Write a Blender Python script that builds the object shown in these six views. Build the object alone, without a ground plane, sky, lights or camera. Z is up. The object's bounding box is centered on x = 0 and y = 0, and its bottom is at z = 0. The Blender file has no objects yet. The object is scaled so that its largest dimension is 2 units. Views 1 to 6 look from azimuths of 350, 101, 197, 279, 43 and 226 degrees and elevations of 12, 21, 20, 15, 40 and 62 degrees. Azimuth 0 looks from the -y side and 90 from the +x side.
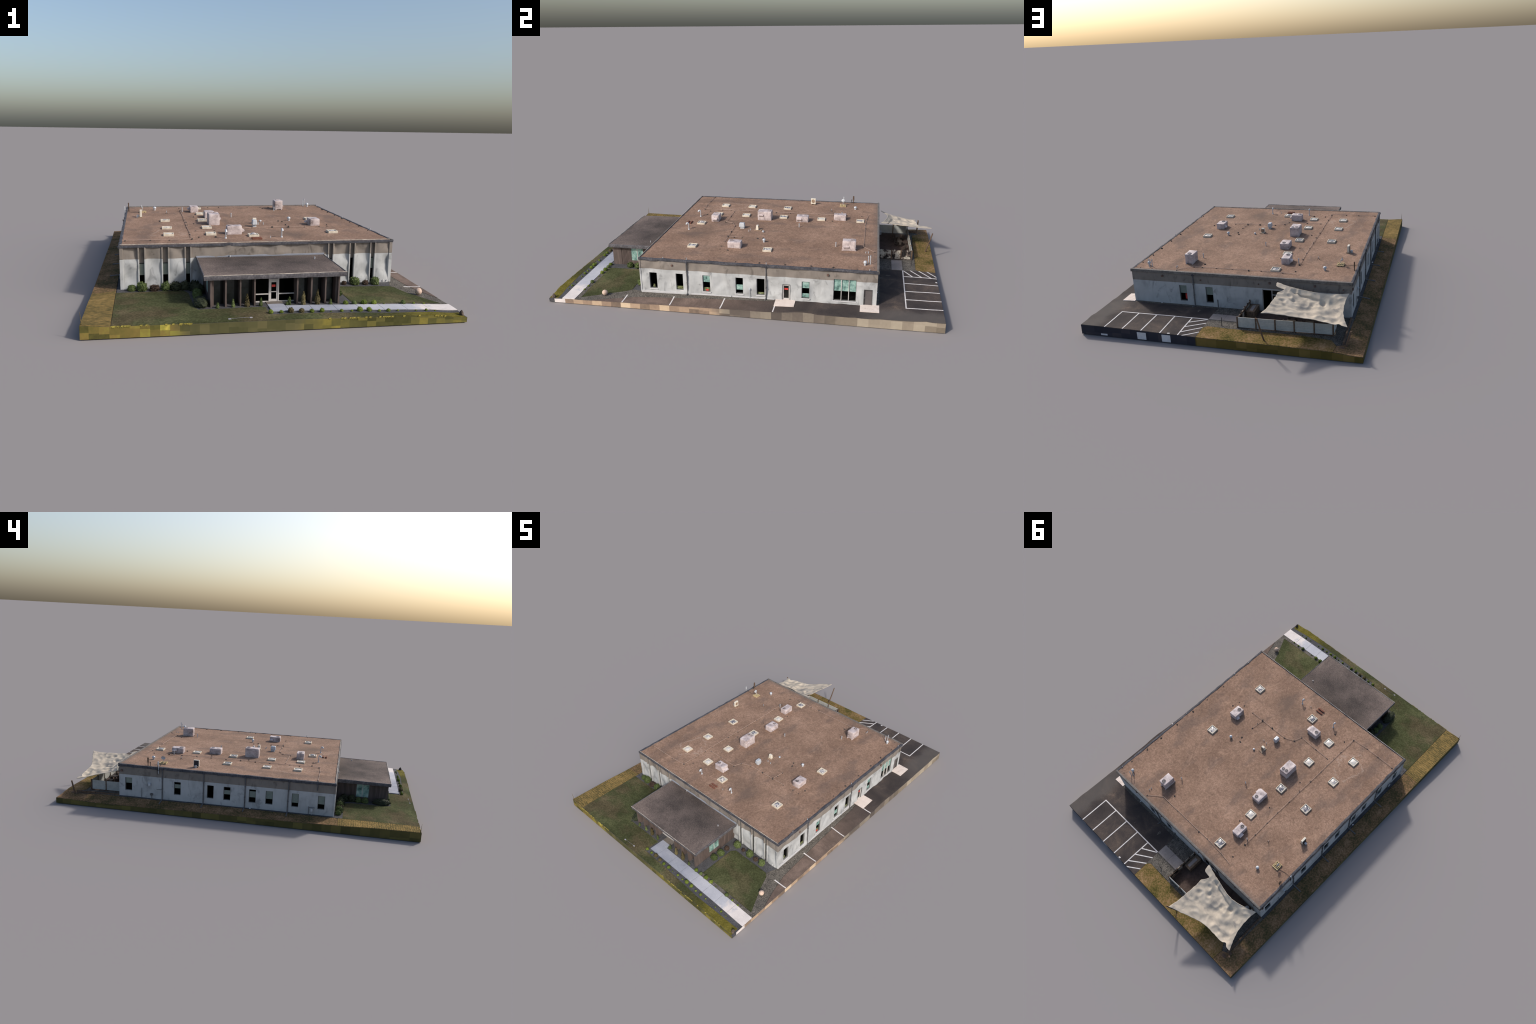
import bpy, bmesh, math, random
from mathutils import Vector, Matrix, noise

random.seed(11)
# ----------------------------------------------------------------------------
# frame of the building: everything is laid out in metres on the building's own
# axes (x = east, y = north), slightly turned against the square plot
# ----------------------------------------------------------------------------
ANG = 0.0105
CX, CY = -0.0075, 0.0665
cA, sA = math.cos(ANG), math.sin(ANG)

def to_local(wx, wy):
    dx, dy = wx - CX, wy - CY
    return cA * dx + sA * dy, -sA * dx + cA * dy

def to_world(x, y):
    return cA * x - sA * y + CX, sA * x + cA * y + CY

PLOT_X, PLOT_Y = 0.7060, 0.9985       # half sizes of the plot (world axes)
WX, WY = 0.588, 0.6035                # half sizes of the main building
DECK = 0.2315                         # roof deck height
BAND = 0.1735                         # paint line between wall and tan band
BASE = 0.046                          # wall foot

root = bpy.data.objects.new("office_building", None)
bpy.context.scene.collection.objects.link(root)
root.location = (CX, CY, 0)
root.rotation_euler = (0, 0, ANG)
root["label"] = "low flat-roofed office building on its landscaped plot with parking"
root["category"] = "building"

# ----------------------------------------------------------------------------
# materials
# ----------------------------------------------------------------------------
def new_mat(name):
    m = bpy.data.materials.new(name)
    m.use_nodes = True
    nt = m.node_tree
    for n in list(nt.nodes):
        nt.nodes.remove(n)
    out = nt.nodes.new("ShaderNodeOutputMaterial")
    b = nt.nodes.new("ShaderNodeBsdfPrincipled")
    nt.links.new(b.outputs[0], out.inputs[0])
    return m, nt, b

def N(nt, kind, **kw):
    n = nt.nodes.new(kind)
    for k, v in kw.items():
        if k in n.inputs.keys():
            n.inputs[k].default_value = v
        else:
            setattr(n, k, v)
    return n

def ramp(nt, fac, stops, interp='LINEAR'):
    r = nt.nodes.new("ShaderNodeValToRGB")
    r.color_ramp.interpolation = interp
    el = r.color_ramp.elements
    while len(el) < len(stops):
        el.new(0.5)
    for e, (p, c) in zip(el, stops):
        e.position = p
        e.color = (c[0], c[1], c[2], 1)
    nt.links.new(fac, r.inputs[0])
    return r.outputs[0]

def math_node(nt, op, a, b=None, c=None, clamp=False):
    n = nt.nodes.new("ShaderNodeMath")
    n.operation = op
    n.use_clamp = clamp
    for i, v in enumerate((a, b, c)):
        if v is None:
            continue
        if isinstance(v, (int, float)):
            n.inputs[i].default_value = v
        else:
            nt.links.new(v, n.inputs[i])
    return n.outputs[0]

def mix_col(nt, fac, a, b, mode='MIX'):
    n = nt.nodes.new("ShaderNodeMix")
    n.data_type = 'RGBA'
    n.blend_type = mode
    for s, v in ((n.inputs[0], fac), (n.inputs[6], a), (n.inputs[7], b)):
        if isinstance(v, (int, float)):
            s.default_value = v
        elif isinstance(v, (tuple, list)):
            s.default_value = (v[0], v[1], v[2], 1)
        else:
            nt.links.new(v, s)
    return n.outputs[2]

def obj_coord(nt, scale=None):
    tc = nt.nodes.new("ShaderNodeTexCoord")
    if scale is None:
        return tc.outputs["Object"]
    mp = nt.nodes.new("ShaderNodeMapping")
    mp.inputs["Scale"].default_value = scale
    nt.links.new(tc.outputs["Object"], mp.inputs[0])
    return mp.outputs[0]

def noise_tex(nt, co, scale, detail=3, rough=0.55, dist=0.0):
    n = N(nt, "ShaderNodeTexNoise", Scale=scale, Detail=detail, Roughness=rough, Distortion=dist)
    nt.links.new(co, n.inputs["Vector"])
    return n.outputs[0]

def smooth(nt, v, lo, hi):
    n = nt.nodes.new("ShaderNodeMapRange")
    n.interpolation_type = 'SMOOTHSTEP'
    n.inputs[1].default_value = lo
    n.inputs[2].default_value = hi
    nt.links.new(v, n.inputs[0])
    return n.outputs[0]

def sep(nt, co):
    s = nt.nodes.new("ShaderNodeSeparateXYZ")
    nt.links.new(co, s.inputs[0])
    return s.outputs

def add_bump(nt, b, h, strength, dist=0.002):
    bp = N(nt, "ShaderNodeBump", Strength=strength, Distance=dist)
    nt.links.new(h, bp.inputs["Height"])
    nt.links.new(bp.outputs[0], b.inputs["Normal"])

def grain(name, stops, big=8, fine=130, mix=0.5, rough=0.9, bump=0.3, spec=0.25, metallic=0.0,
          scale=None, fine_detail=2):
    """two layers of noise -> colour ramp: the everyday weathered surface"""
    m, nt, b = new_mat(name)
    co = obj_coord(nt, scale)
    n1 = noise_tex(nt, co, big, 4)
    n2 = noise_tex(nt, co, fine, fine_detail, 0.6)
    f = math_node(nt, 'ADD', math_node(nt, 'MULTIPLY', n1, 1 - mix), math_node(nt, 'MULTIPLY', n2, mix))
    c = ramp(nt, f, stops)
    nt.links.new(c, b.inputs["Base Color"])
    b.inputs["Roughness"].default_value = rough
    b.inputs["Specular IOR Level"].default_value = spec
    b.inputs["Metallic"].default_value = metallic
    if bump:
        add_bump(nt, b, n2, bump)
    return m

def shades(c, lo=0.8, hi=1.2, a=0.33, z=0.67):
    return [(a, tuple(x * lo for x in c)), (z, tuple(x * hi for x in c))]

def plain(name, c, rough=0.7, spec=0.3, metallic=0.0, var=0.12):
    return grain(name, shades(c, 1 - var, 1 + var), 30, 200, 0.4, rough, 0, spec, metallic)

M = {}

# --- main roof: pinkish-brown mineral felt, dark patches, pale water marks
def roof_material():
    m, nt, b = new_mat("roof_felt")
    co = obj_coord(nt)
    x, y, z = sep(nt, co)
    n1 = noise_tex(nt, co, 5, 5, 0.6)
    n2 = noise_tex(nt, co, 110, 3, 0.7)
    n3 = noise_tex(nt, co, 300, 2, 0.7)
    f = math_node(nt, 'ADD', math_node(nt, 'MULTIPLY', n1, 0.3), math_node(nt, 'MULTIPLY', n2, 0.35))
    f = math_node(nt, 'ADD', f, math_node(nt, 'MULTIPLY', n3, 0.35))
    c = ramp(nt, f, [(0.35, (0.122, 0.078, 0.056)), (0.5, (0.236, 0.150, 0.107)), (0.64, (0.390, 0.257, 0.188))])
    n5 = noise_tex(nt, co, 38, 4, 0.65, 0.4)  # dark mottles painted in to recover contrast of the roof's baked shadows
    c = mix_col(nt, math_node(nt, 'MULTIPLY', smooth(nt, n5, 0.50, 0.70), 0.42), c, (0.140, 0.096, 0.068))
    n6 = noise_tex(nt, obj_coord(nt, (1.0, 0.6, 1.0)), 21, 4, 0.65, 0.8)
    c = mix_col(nt, math_node(nt, 'MULTIPLY', smooth(nt, n6, 0.56, 0.72), 0.40), c, (0.42, 0.275, 0.195))
    # dark streaks, elongated along y
    n4 = noise_tex(nt, obj_coord(nt, (1.0, 0.45, 1.0)), 9, 4, 0.6)
    c = mix_col(nt, math_node(nt, 'MULTIPLY', smooth(nt, n4, 0.50, 0.68), 0.46), c, (0.11, 0.085, 0.075))
    # soot towards the south-east middle of the roof
    dx = math_node(nt, 'SUBTRACT', x, 0.13)
    dy = math_node(nt, 'SUBTRACT', y, -0.40)
    d = math_node(nt, 'SQRT', math_node(nt, 'ADD', math_node(nt, 'MULTIPLY', dx, dx),
                                        math_node(nt, 'MULTIPLY', math_node(nt, 'MULTIPLY', dy, dy), 1.6)))
    d = math_node(nt, 'ADD', d, math_node(nt, 'MULTIPLY', math_node(nt, 'SUBTRACT', n1, 0.5), 0.25))
    soot = math_node(nt, 'SUBTRACT', 1.0, smooth(nt, d, 0.03, 0.19), clamp=True)
    c = mix_col(nt, math_node(nt, 'MULTIPLY', soot, 0.42), c, (0.12, 0.086, 0.066))
    # dried-puddle rings round the south-west skylights
    dx = math_node(nt, 'SUBTRACT', x, -0.385)
    dy = math_node(nt, 'SUBTRACT', y, -0.345)
    d = math_node(nt, 'SQRT', math_node(nt, 'ADD', math_node(nt, 'MULTIPLY', math_node(nt, 'MULTIPLY', dx, dx), 1.7),
                                        math_node(nt, 'MULTIPLY', dy, dy)))
    d = math_node(nt, 'ADD', d, math_node(nt, 'MULTIPLY', math_node(nt, 'SUBTRACT', noise_tex(nt, co, 14, 4, 0.6), 0.5), 0.14))
    ring = math_node(nt, 'SUBTRACT', 1.0, math_node(nt, 'MULTIPLY', math_node(nt, 'ABSOLUTE', math_node(nt, 'SUBTRACT', d, 0.085)), 90.0), clamp=True)
    c = mix_col(nt, math_node(nt, 'MULTIPLY', math_node(nt, 'MULTIPLY', ring, smooth(nt, n5, 0.40, 0.55)), 0.45), c, (0.42, 0.33, 0.27))
    # dust gathered inside the parapets on the north and west edges
    e = math_node(nt, 'ADD', y, math_node(nt, 'MULTIPLY', n1, 0.04))
    c = mix_col(nt, math_node(nt, 'MULTIPLY', smooth(nt, e, 0.585, 0.625), 0.45), c, (0.13, 0.11, 0.10))
    nt.links.new(c, b.inputs["Base Color"])
    b.inputs["Roughness"].default_value = 0.95
    b.inputs["Specular IOR Level"].default_value = 0.15
    add_bump(nt, b, n2, 0.35)
    return m

M["roof"] = roof_material()
def annex_roof_material():
    m, nt, b = new_mat("annex_roof_felt")
    co = obj_coord(nt)
    x, y, z = sep(nt, co)
    n1 = noise_tex(nt, co, 9, 5, 0.62, 0.3)
    n2 = noise_tex(nt, co, 190, 3, 0.7)
    f = math_node(nt, 'ADD', math_node(nt, 'MULTIPLY', n1, 0.42), math_node(nt, 'MULTIPLY', n2, 0.58))
    # darker grey middle and strip along the main wall
    e = math_node(nt, 'SUBTRACT', smooth(nt, math_node(nt, 'ABSOLUTE', x), 0.10, 0.28), smooth(nt, y, -0.90, -0.66))
    f = math_node(nt, 'ADD', f, math_node(nt, 'MULTIPLY', e, 0.10))
    c = ramp(nt, f, [(0.32, (0.050, 0.042, 0.039)), (0.45, (0.090, 0.073, 0.066)), (0.58, (0.142, 0.112, 0.099)), (0.72, (0.23, 0.18, 0.155))])
    nt.links.new(c, b.inputs["Base Color"])
    b.inputs["Roughness"].default_value = 0.95
    b.inputs["Specular IOR Level"].default_value = 0.15
    add_bump(nt, b, n2, 0.35)
    return m
M["annex_roof"] = annex_roof_material()
M["coping"] = grain("coping_metal", [(0.3, (0.026, 0.027, 0.034)), (0.5, (0.058, 0.058, 0.067)), (0.7, (0.115, 0.112, 0.122))],
                    25, 120, 0.5, 0.75, 0.2, 0.25)
M["gutter"] = grain("rear_gutter", [(0.3, (0.085, 0.078, 0.072)), (0.5, (0.145, 0.130, 0.118)), (0.7, (0.21, 0.19, 0.172))], 25, 120, 0.5, 0.75, 0.2, 0.25)  # coping tone lightened to the baked brightness of the north side
M["coping_trim"] = grain("pale_edge_trim", [(0.36, (0.16, 0.14, 0.125)), (0.48, (0.36, 0.315, 0.265)), (0.62, (0.52, 0.46, 0.39))], 18, 90, 0.4, 0.7, 0.1, 0.25)

def wall_material(name, base, streak):
    m, nt, b = new_mat(name)
    co = obj_coord(nt)
    n1 = noise_tex(nt, co, 13, 5, 0.62, 0.5)
    n2 = noise_tex(nt, obj_coord(nt, (1, 1, 0.22)), 55, 3, 0.6)
    n3 = noise_tex(nt, obj_coord(nt, (1, 1, 0.6)), 24, 4, 0.6, 0.9)
    f = math_node(nt, 'ADD', math_node(nt, 'MULTIPLY', n1, 0.7), math_node(nt, 'MULTIPLY', n2, 0.3))
    c = ramp(nt, f, [(0.3, tuple(v * 0.74 for v in base)), (0.5, base), (0.7, tuple(v * 1.14 for v in base))])
    c = mix_col(nt, math_node(nt, 'MULTIPLY', smooth(nt, n2, 0.58, 0.75), 0.25), c, streak)
    c = mix_col(nt, math_node(nt, 'MULTIPLY', smooth(nt, n3, 0.54, 0.72), 0.62), c, tuple(v * 0.62 for v in streak))  # dent shading around the windows drawn as dark blotches in the paint
    nt.links.new(c, b.inputs["Base Color"])
    b.inputs["Roughness"].default_value = 0.85
    b.inputs["Specular IOR Level"].default_value = 0.2
    add_bump(nt, b, n1, 0.2)
    return m

M["wall"] = wall_material("painted_wall", (0.412, 0.418, 0.418), (0.275, 0.28, 0.28))
M["band"] = wall_material("tan_band", (0.215, 0.188, 0.165), (0.14, 0.12, 0.105))
M["plinth"] = plain("plinth_paint", (0.46, 0.455, 0.46))
M["reveal"] = plain("window_reveal", (0.24, 0.24, 0.24))
M["flashing"] = plain("lead_flashing", (0.20, 0.215, 0.25))
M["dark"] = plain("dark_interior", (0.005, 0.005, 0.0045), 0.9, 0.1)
M["pane"] = plain("window_pane", (0.010, 0.011, 0.010), 0.3, 0.25, var=0.4)
M["blind"] = grain("window_blind", [(0.3, (0.13, 0.165, 0.145)), (0.7, (0.23, 0.26, 0.225))], 30, 160, 0.4, 0.5, 0, 0.4)
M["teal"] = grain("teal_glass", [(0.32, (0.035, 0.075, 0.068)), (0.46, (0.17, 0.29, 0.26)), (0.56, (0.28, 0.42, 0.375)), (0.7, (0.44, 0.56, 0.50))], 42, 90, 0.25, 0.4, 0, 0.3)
M["sill"] = plain("sill_paint", (0.52, 0.51, 0.51))
M["frame"] = plain("window_frame", (0.11, 0.11, 0.105), 0.5, 0.4)
M["white_frame"] = plain("white_frame", (0.48, 0.46, 0.44), 0.5, 0.4)
M["grey_door"] = plain("grey_door", (0.10, 0.088, 0.088), 0.6)
M["sign_red"] = plain("red_sign", (0.55, 0.05, 0.04), 0.5)
M["clutter"] = grain("room_clutter", [(0.35, (0.02, 0.02, 0.012)), (0.5, (0.12, 0.13, 0.05)), (0.65, (0.28, 0.33, 0.2))], 90, 200, 0.5, 0.8, 0)
M["pipe_dark"] = grain("downspout_paint", [(0.3, (0.06, 0.06, 0.065)), (0.7, (0.16, 0.155, 0.155))], 30, 90, 0.5, 0.6, 0.1, 0.3)
M["lamp"] = plain("wall_lamp", (0.12, 0.075, 0.06), 0.6)
M["hvac"] = grain("unit_casing", [(0.30, (0.15, 0.12, 0.115)), (0.40, (0.33, 0.275, 0.27)), (0.50, (0.46, 0.39, 0.385)), (0.68, (0.62, 0.545, 0.53))], 30, 110, 0.3, 0.55, 0.15, 0.35)
M["fan"] = plain("fan_grille", (0.035, 0.033, 0.036), 0.6, var=0.4)
M["rust"] = grain("rusty_panel", [(0.3, (0.13, 0.07, 0.035)), (0.7, (0.42, 0.32, 0.24))], 60, 160, 0.4, 0.8, 0.2)
M["sky_frame"] = grain("skylight_curb", [(0.3, (0.42, 0.36, 0.28)), (0.7, (0.66, 0.60, 0.50))], 40, 120, 0.4, 0.6, 0.1, 0.3)
M["metal"] = plain("galvanised_metal", (0.45, 0.47, 0.50), 0.4, 0.5, 0.15)
M["cream"] = plain("cream_cowl", (0.62, 0.57, 0.48), 0.55)
M["support"] = plain("rubber_support", (0.055, 0.048, 0.045), 0.9, var=0.3)
M["gas_pipe"] = plain("roof_pipe", (0.36, 0.26, 0.21), 0.7)
M["timber"] = grain("weathered_timber", [(0.3, (0.07, 0.045, 0.032)), (0.7, (0.17, 0.115, 0.08))], 25, 120, 0.5, 0.9, 0.3, 0.15)
M["old_beam"] = grain("red_brown_beam", [(0.3, (0.10, 0.035, 0.022)), (0.7, (0.22, 0.10, 0.07))], 40, 120, 0.5, 0.9, 0.2)
M["pallet"] = plain("pallet_wood", (0.42, 0.33, 0.19), 0.9, var=0.25)

def dome_material():
    m, nt, b = new_mat("skylight_dome")
    co = obj_coord(nt)
    n1 = noise_tex(nt, co, 55, 3, 0.6, 0.6)
    oi = nt.nodes.new("ShaderNodeObjectInfo")
    sh = math_node(nt, 'MULTIPLY', math_node(nt, 'SUBTRACT', oi.outputs["Random"], 0.5), 0.22)
    f = math_node(nt, 'ADD', n1, sh)
    c = ramp(nt, f, [(0.30, (0.05, 0.05, 0.07)), (0.39, (0.24, 0.23, 0.25)), (0.49, (0.60, 0.56, 0.51))])  # white-to-dark noise tints the domes with sky reflections
    nt.links.new(c, b.inputs["Base Color"])
    b.inputs["Roughness"].default_value = 0.25
    return m
M["dome"] = dome_material()

def siding_material():
    m, nt, b = new_mat("brown_siding")
    co = obj_coord(nt)
    n1 = noise_tex(nt, obj_coord(nt, (1, 1, 0.15)), 60, 4)
    c = ramp(nt, n1, [(0.3, (0.055, 0.041, 0.036)), (0.55, (0.100, 0.074, 0.065)), (0.75, (0.14, 0.105, 0.092))])
    nt.links.new(c, b.inputs["Base Color"])
    b.inputs["Roughness"].default_value = 0.85
    return m
M["siding"] = siding_material()
M["fascia"] = grain("annex_fascia", [(0.3, (0.055, 0.052, 0.058)), (0.5, (0.095, 0.09, 0.098)), (0.7, (0.17, 0.16, 0.168))], 30, 120, 0.5, 0.75, 0.2)

# --- ground covers
def lawn_material():
    m, nt, b = new_mat("lawn_grass")
    co = obj_coord(nt)
    x, y, z = sep(nt, co)
    n1 = noise_tex(nt, co, 7, 5, 0.6, 0.4)
    n2 = noise_tex(nt, co, 120, 3, 0.7)
    n3 = noise_tex(nt, obj_coord(nt, (1, 1.6, 1)), 4.2, 4, 0.6)
    f = math_node(nt, 'ADD', math_node(nt, 'MULTIPLY', n1, 0.5), math_node(nt, 'MULTIPLY', n2, 0.5))
    green = ramp(nt, f, [(0.34, (0.028, 0.031, 0.014)), (0.5, (0.053, 0.059, 0.027)), (0.66, (0.103, 0.108, 0.052))])
    brown = ramp(nt, f, [(0.34, (0.048, 0.040, 0.022)), (0.5, (0.090, 0.072, 0.042)), (0.66, (0.165, 0.130, 0.078))])
    c = mix_col(nt, math_node(nt, 'MULTIPLY', math_node(nt, 'SUBTRACT', smooth(nt, n3, 0.43, 0.62), math_node(nt, 'MULTIPLY', smooth(nt, x, 0.10, 0.40), 0.45), clamp=True), 0.85), green, brown)
    # livelier yellow-green where the plot runs out to the south-east
    mk = math_node(nt, 'ADD', x, math_node(nt, 'MULTIPLY', math_node(nt, 'SUBTRACT', n1, 0.5), 0.15))
    c = mix_col(nt, math_node(nt, 'MULTIPLY', math_node(nt, 'MULTIPLY', smooth(nt, mk, 0.30, 0.55), smooth(nt, y, -0.99, -1.03)), 0.75), c,
                ramp(nt, f, [(0.33, (0.075, 0.065, 0.010)), (0.5, (0.14, 0.115, 0.020)), (0.68, (0.23, 0.185, 0.04))]))
    nt.links.new(c, b.inputs["Base Color"])
    b.inputs["Roughness"].default_value = 1.0
    b.inputs["Specular IOR Level"].default_value = 0.05
    add_bump(nt, b, n2, 0.6)
    return m
M["lawn"] = lawn_material()

def mown_material():
    m, nt, b = new_mat("dry_mown_grass")
    co = obj_coord(nt)
    n1 = noise_tex(nt, co, 9, 4, 0.6)
    n2 = noise_tex(nt, obj_coord(nt, (0.6, 2.2, 1)), 95, 3, 0.65)
    w = N(nt, "ShaderNodeTexWave", Scale=26, Distortion=3.0, Detail=2.0)
    w.bands_direction = 'Y'
    nt.links.new(co, w.inputs["Vector"])
    f = math_node(nt, 'ADD', math_node(nt, 'MULTIPLY', n1, 0.38), math_node(nt, 'MULTIPLY', n2, 0.54))
    f = math_node(nt, 'ADD', f, math_node(nt, 'MULTIPLY', w.outputs["Fac"], 0.08))
    c = ramp(nt, f, [(0.36, (0.062, 0.052, 0.022)), (0.47, (0.135, 0.102, 0.042)), (0.55, (0.225, 0.150, 0.055)), (0.66, (0.34, 0.235, 0.098))])
    nt.links.new(c, b.inputs["Base Color"])
    b.inputs["Roughness"].default_value = 1.0
    b.inputs["Specular IOR Level"].default_value = 0.05
    add_bump(nt, b, n2, 0.6)
    return m
M["mown"] = mown_material()
M["side_grass"] = grain("worn_side_grass", [(0.33, (0.050, 0.048, 0.022)), (0.44, (0.105, 0.078, 0.038)), (0.52, (0.175, 0.108, 0.058)), (0.60, (0.24, 0.150, 0.085)), (0.7, (0.34, 0.225, 0.13))],
                        11, 110, 0.5, 1.0, 0.6, 0.05)
M["north_grass"] = grain("patchy_north_grass", [(0.33, (0.050, 0.048, 0.015)), (0.45, (0.118, 0.092, 0.030)), (0.52, (0.19, 0.125, 0.052)), (0.60, (0.26, 0.165, 0.085)), (0.7, (0.36, 0.245, 0.14))],
                         9, 120, 0.45, 1.0, 0.6, 0.05)
M["gravel"] = grain("grey_gravel", [(0.36, (0.036, 0.034, 0.031)), (0.5, (0.100, 0.090, 0.078)), (0.64, (0.205, 0.182, 0.155))], 40, 260, 0.75, 0.95, 0.6, 0.15)
M["mulch"] = grain("dark_bed", [(0.34, (0.040, 0.040, 0.043)), (0.5, (0.070, 0.069, 0.073)), (0.66, (0.11, 0.11, 0.115))], 20, 240, 0.6, 0.95, 0.5, 0.1)
M["paver"] = grain("patio_pavers", [(0.33, (0.045, 0.032, 0.027)), (0.7, (0.115, 0.082, 0.07))], 10, 90, 0.45, 0.9, 0.2, 0.15)

def asphalt_material():
    m, nt, b = new_mat("asphalt")
    co = obj_coord(nt)
    x, y, z = sep(nt, co)
    n1 = noise_tex(nt, co, 8, 5, 0.62, 0.6)
    n2 = noise_tex(nt, co, 230, 2, 0.7)
    f = math_node(nt, 'ADD', math_node(nt, 'MULTIPLY', n1, 0.7), math_node(nt, 'MULTIPLY', n2, 0.3))
    dark = ramp(nt, f, [(0.33, (0.034, 0.029, 0.029)), (0.5, (0.056, 0.046, 0.043)), (0.6, (0.085, 0.066, 0.056)), (0.7, (0.15, 0.112, 0.085))])
    warm = ramp(nt, f, [(0.33, (0.075, 0.056, 0.047)), (0.5, (0.120, 0.088, 0.073)), (0.66, (0.20, 0.145, 0.12))])
    k = math_node(nt, 'ADD', y, math_node(nt, 'MULTIPLY', math_node(nt, 'SUBTRACT', n1, 0.5), 0.3))
    c = mix_col(nt, smooth(nt, k, -0.25, 0.25), warm, dark)
    k2 = math_node(nt, 'ADD', x, math_node(nt, 'MULTIPLY', math_node(nt, 'SUBTRACT', n1, 0.5), 0.12))
    grey = math_node(nt, 'MULTIPLY', smooth(nt, k2, 0.60, 0.66), smooth(nt, y, 0.45, 0.70))
    c = mix_col(nt, math_node(nt, 'MULTIPLY', grey, 0.7), c, (0.092, 0.083, 0.077))
    nt.links.new(c, b.inputs["Base Color"])
    b.inputs["Roughness"].default_value = 0.92
    b.inputs["Specular IOR Level"].default_value = 0.2
    add_bump(nt, b, n2, 0.35)
    return m
M["asphalt"] = asphalt_material()
M["paint"] = grain("road_paint", [(0.3, (0.42, 0.40, 0.39)), (0.6, (0.68, 0.65, 0.64))], 60, 160, 0.5, 0.8, 0)

M["rim_paint"] = plain("rim_block_paint", (0.55, 0.55, 0.57), 0.9)
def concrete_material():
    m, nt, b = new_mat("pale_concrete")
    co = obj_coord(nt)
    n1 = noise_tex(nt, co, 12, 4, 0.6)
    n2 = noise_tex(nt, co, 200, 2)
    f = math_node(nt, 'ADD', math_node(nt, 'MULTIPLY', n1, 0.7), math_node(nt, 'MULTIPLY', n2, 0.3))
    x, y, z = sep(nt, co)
    new = ramp(nt, f, [(0.3, (0.22, 0.235, 0.285)), (0.5, (0.28, 0.295, 0.35)), (0.7, (0.36, 0.37, 0.42))])  # new/mid/worn: blue tree shade tinted into west slabs, sunlight into east ones
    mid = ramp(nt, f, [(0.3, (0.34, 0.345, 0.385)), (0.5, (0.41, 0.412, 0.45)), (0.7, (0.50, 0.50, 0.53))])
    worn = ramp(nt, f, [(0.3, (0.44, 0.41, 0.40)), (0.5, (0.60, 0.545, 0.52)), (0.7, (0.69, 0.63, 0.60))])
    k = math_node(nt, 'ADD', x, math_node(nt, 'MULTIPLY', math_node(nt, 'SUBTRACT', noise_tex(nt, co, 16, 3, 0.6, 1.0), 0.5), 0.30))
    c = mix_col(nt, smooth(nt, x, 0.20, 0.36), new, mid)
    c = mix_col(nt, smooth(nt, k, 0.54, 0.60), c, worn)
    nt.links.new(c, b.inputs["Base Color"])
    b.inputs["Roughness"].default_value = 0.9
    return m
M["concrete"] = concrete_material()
M["warm_concrete"] = grain("warm_concrete", [(0.30, (0.36, 0.29, 0.25)), (0.45, (0.60, 0.52, 0.47)), (0.7, (0.68, 0.60, 0.55))], 26, 160, 0.3, 0.9, 0.1)
M["grey_concrete"] = grain("grey_concrete", [(0.3, (0.20, 0.175, 0.16)), (0.7, (0.34, 0.305, 0.285))], 14, 160, 0.3, 0.9, 0.1)
M["tan_pad"] = grain("entry_pad", [(0.3, (0.12, 0.105, 0.09)), (0.7, (0.21, 0.185, 0.165))], 14, 160, 0.3, 0.9, 0.1)

def cut_face(name, stops, step_h, axis, band_z=0.024, blend=0.0):
    """side of the plot: blocky patches, as if cut through turf and paving"""
    m, nt, b = new_mat(name)
    co = obj_coord(nt)
    s = sep(nt, co)
    u = math_node(nt, 'FLOOR', math_node(nt, 'DIVIDE', s[axis], step_h))
    row = math_node(nt, 'FLOOR', math_node(nt, 'DIVIDE', math_node(nt, 'ADD', s[2], math_node(nt, 'MULTIPLY', u, 0.0037)), band_z))
    cb = nt.nodes.new("ShaderNodeCombineXYZ")
    nt.links.new(u, cb.inputs[0])
    nt.links.new(row, cb.inputs[1])
    wn = nt.nodes.new("ShaderNodeTexWhiteNoise")
    wn.noise_dimensions = '2D'
    nt.links.new(cb.outputs[0], wn.inputs["Vector"])
    nz = noise_tex(nt, co, 7, 3, 0.6, 0.3)
    nf = noise_tex(nt, co, 70, 3, 0.6)
    f = math_node(nt, 'ADD', math_node(nt, 'MULTIPLY', wn.outputs["Value"], 1 - blend), math_node(nt, 'MULTIPLY', nz, blend))
    f = math_node(nt, 'ADD', f, math_node(nt, 'MULTIPLY', math_node(nt, 'SUBTRACT', nf, 0.5), 0.25))
    c = ramp(nt, f, stops)
    nt.links.new(c, b.inputs["Base Color"])
    b.inputs["Roughness"].default_value = 0.95
    b.inputs["Specular IOR Level"].default_value = 0.1
    return m

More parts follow.
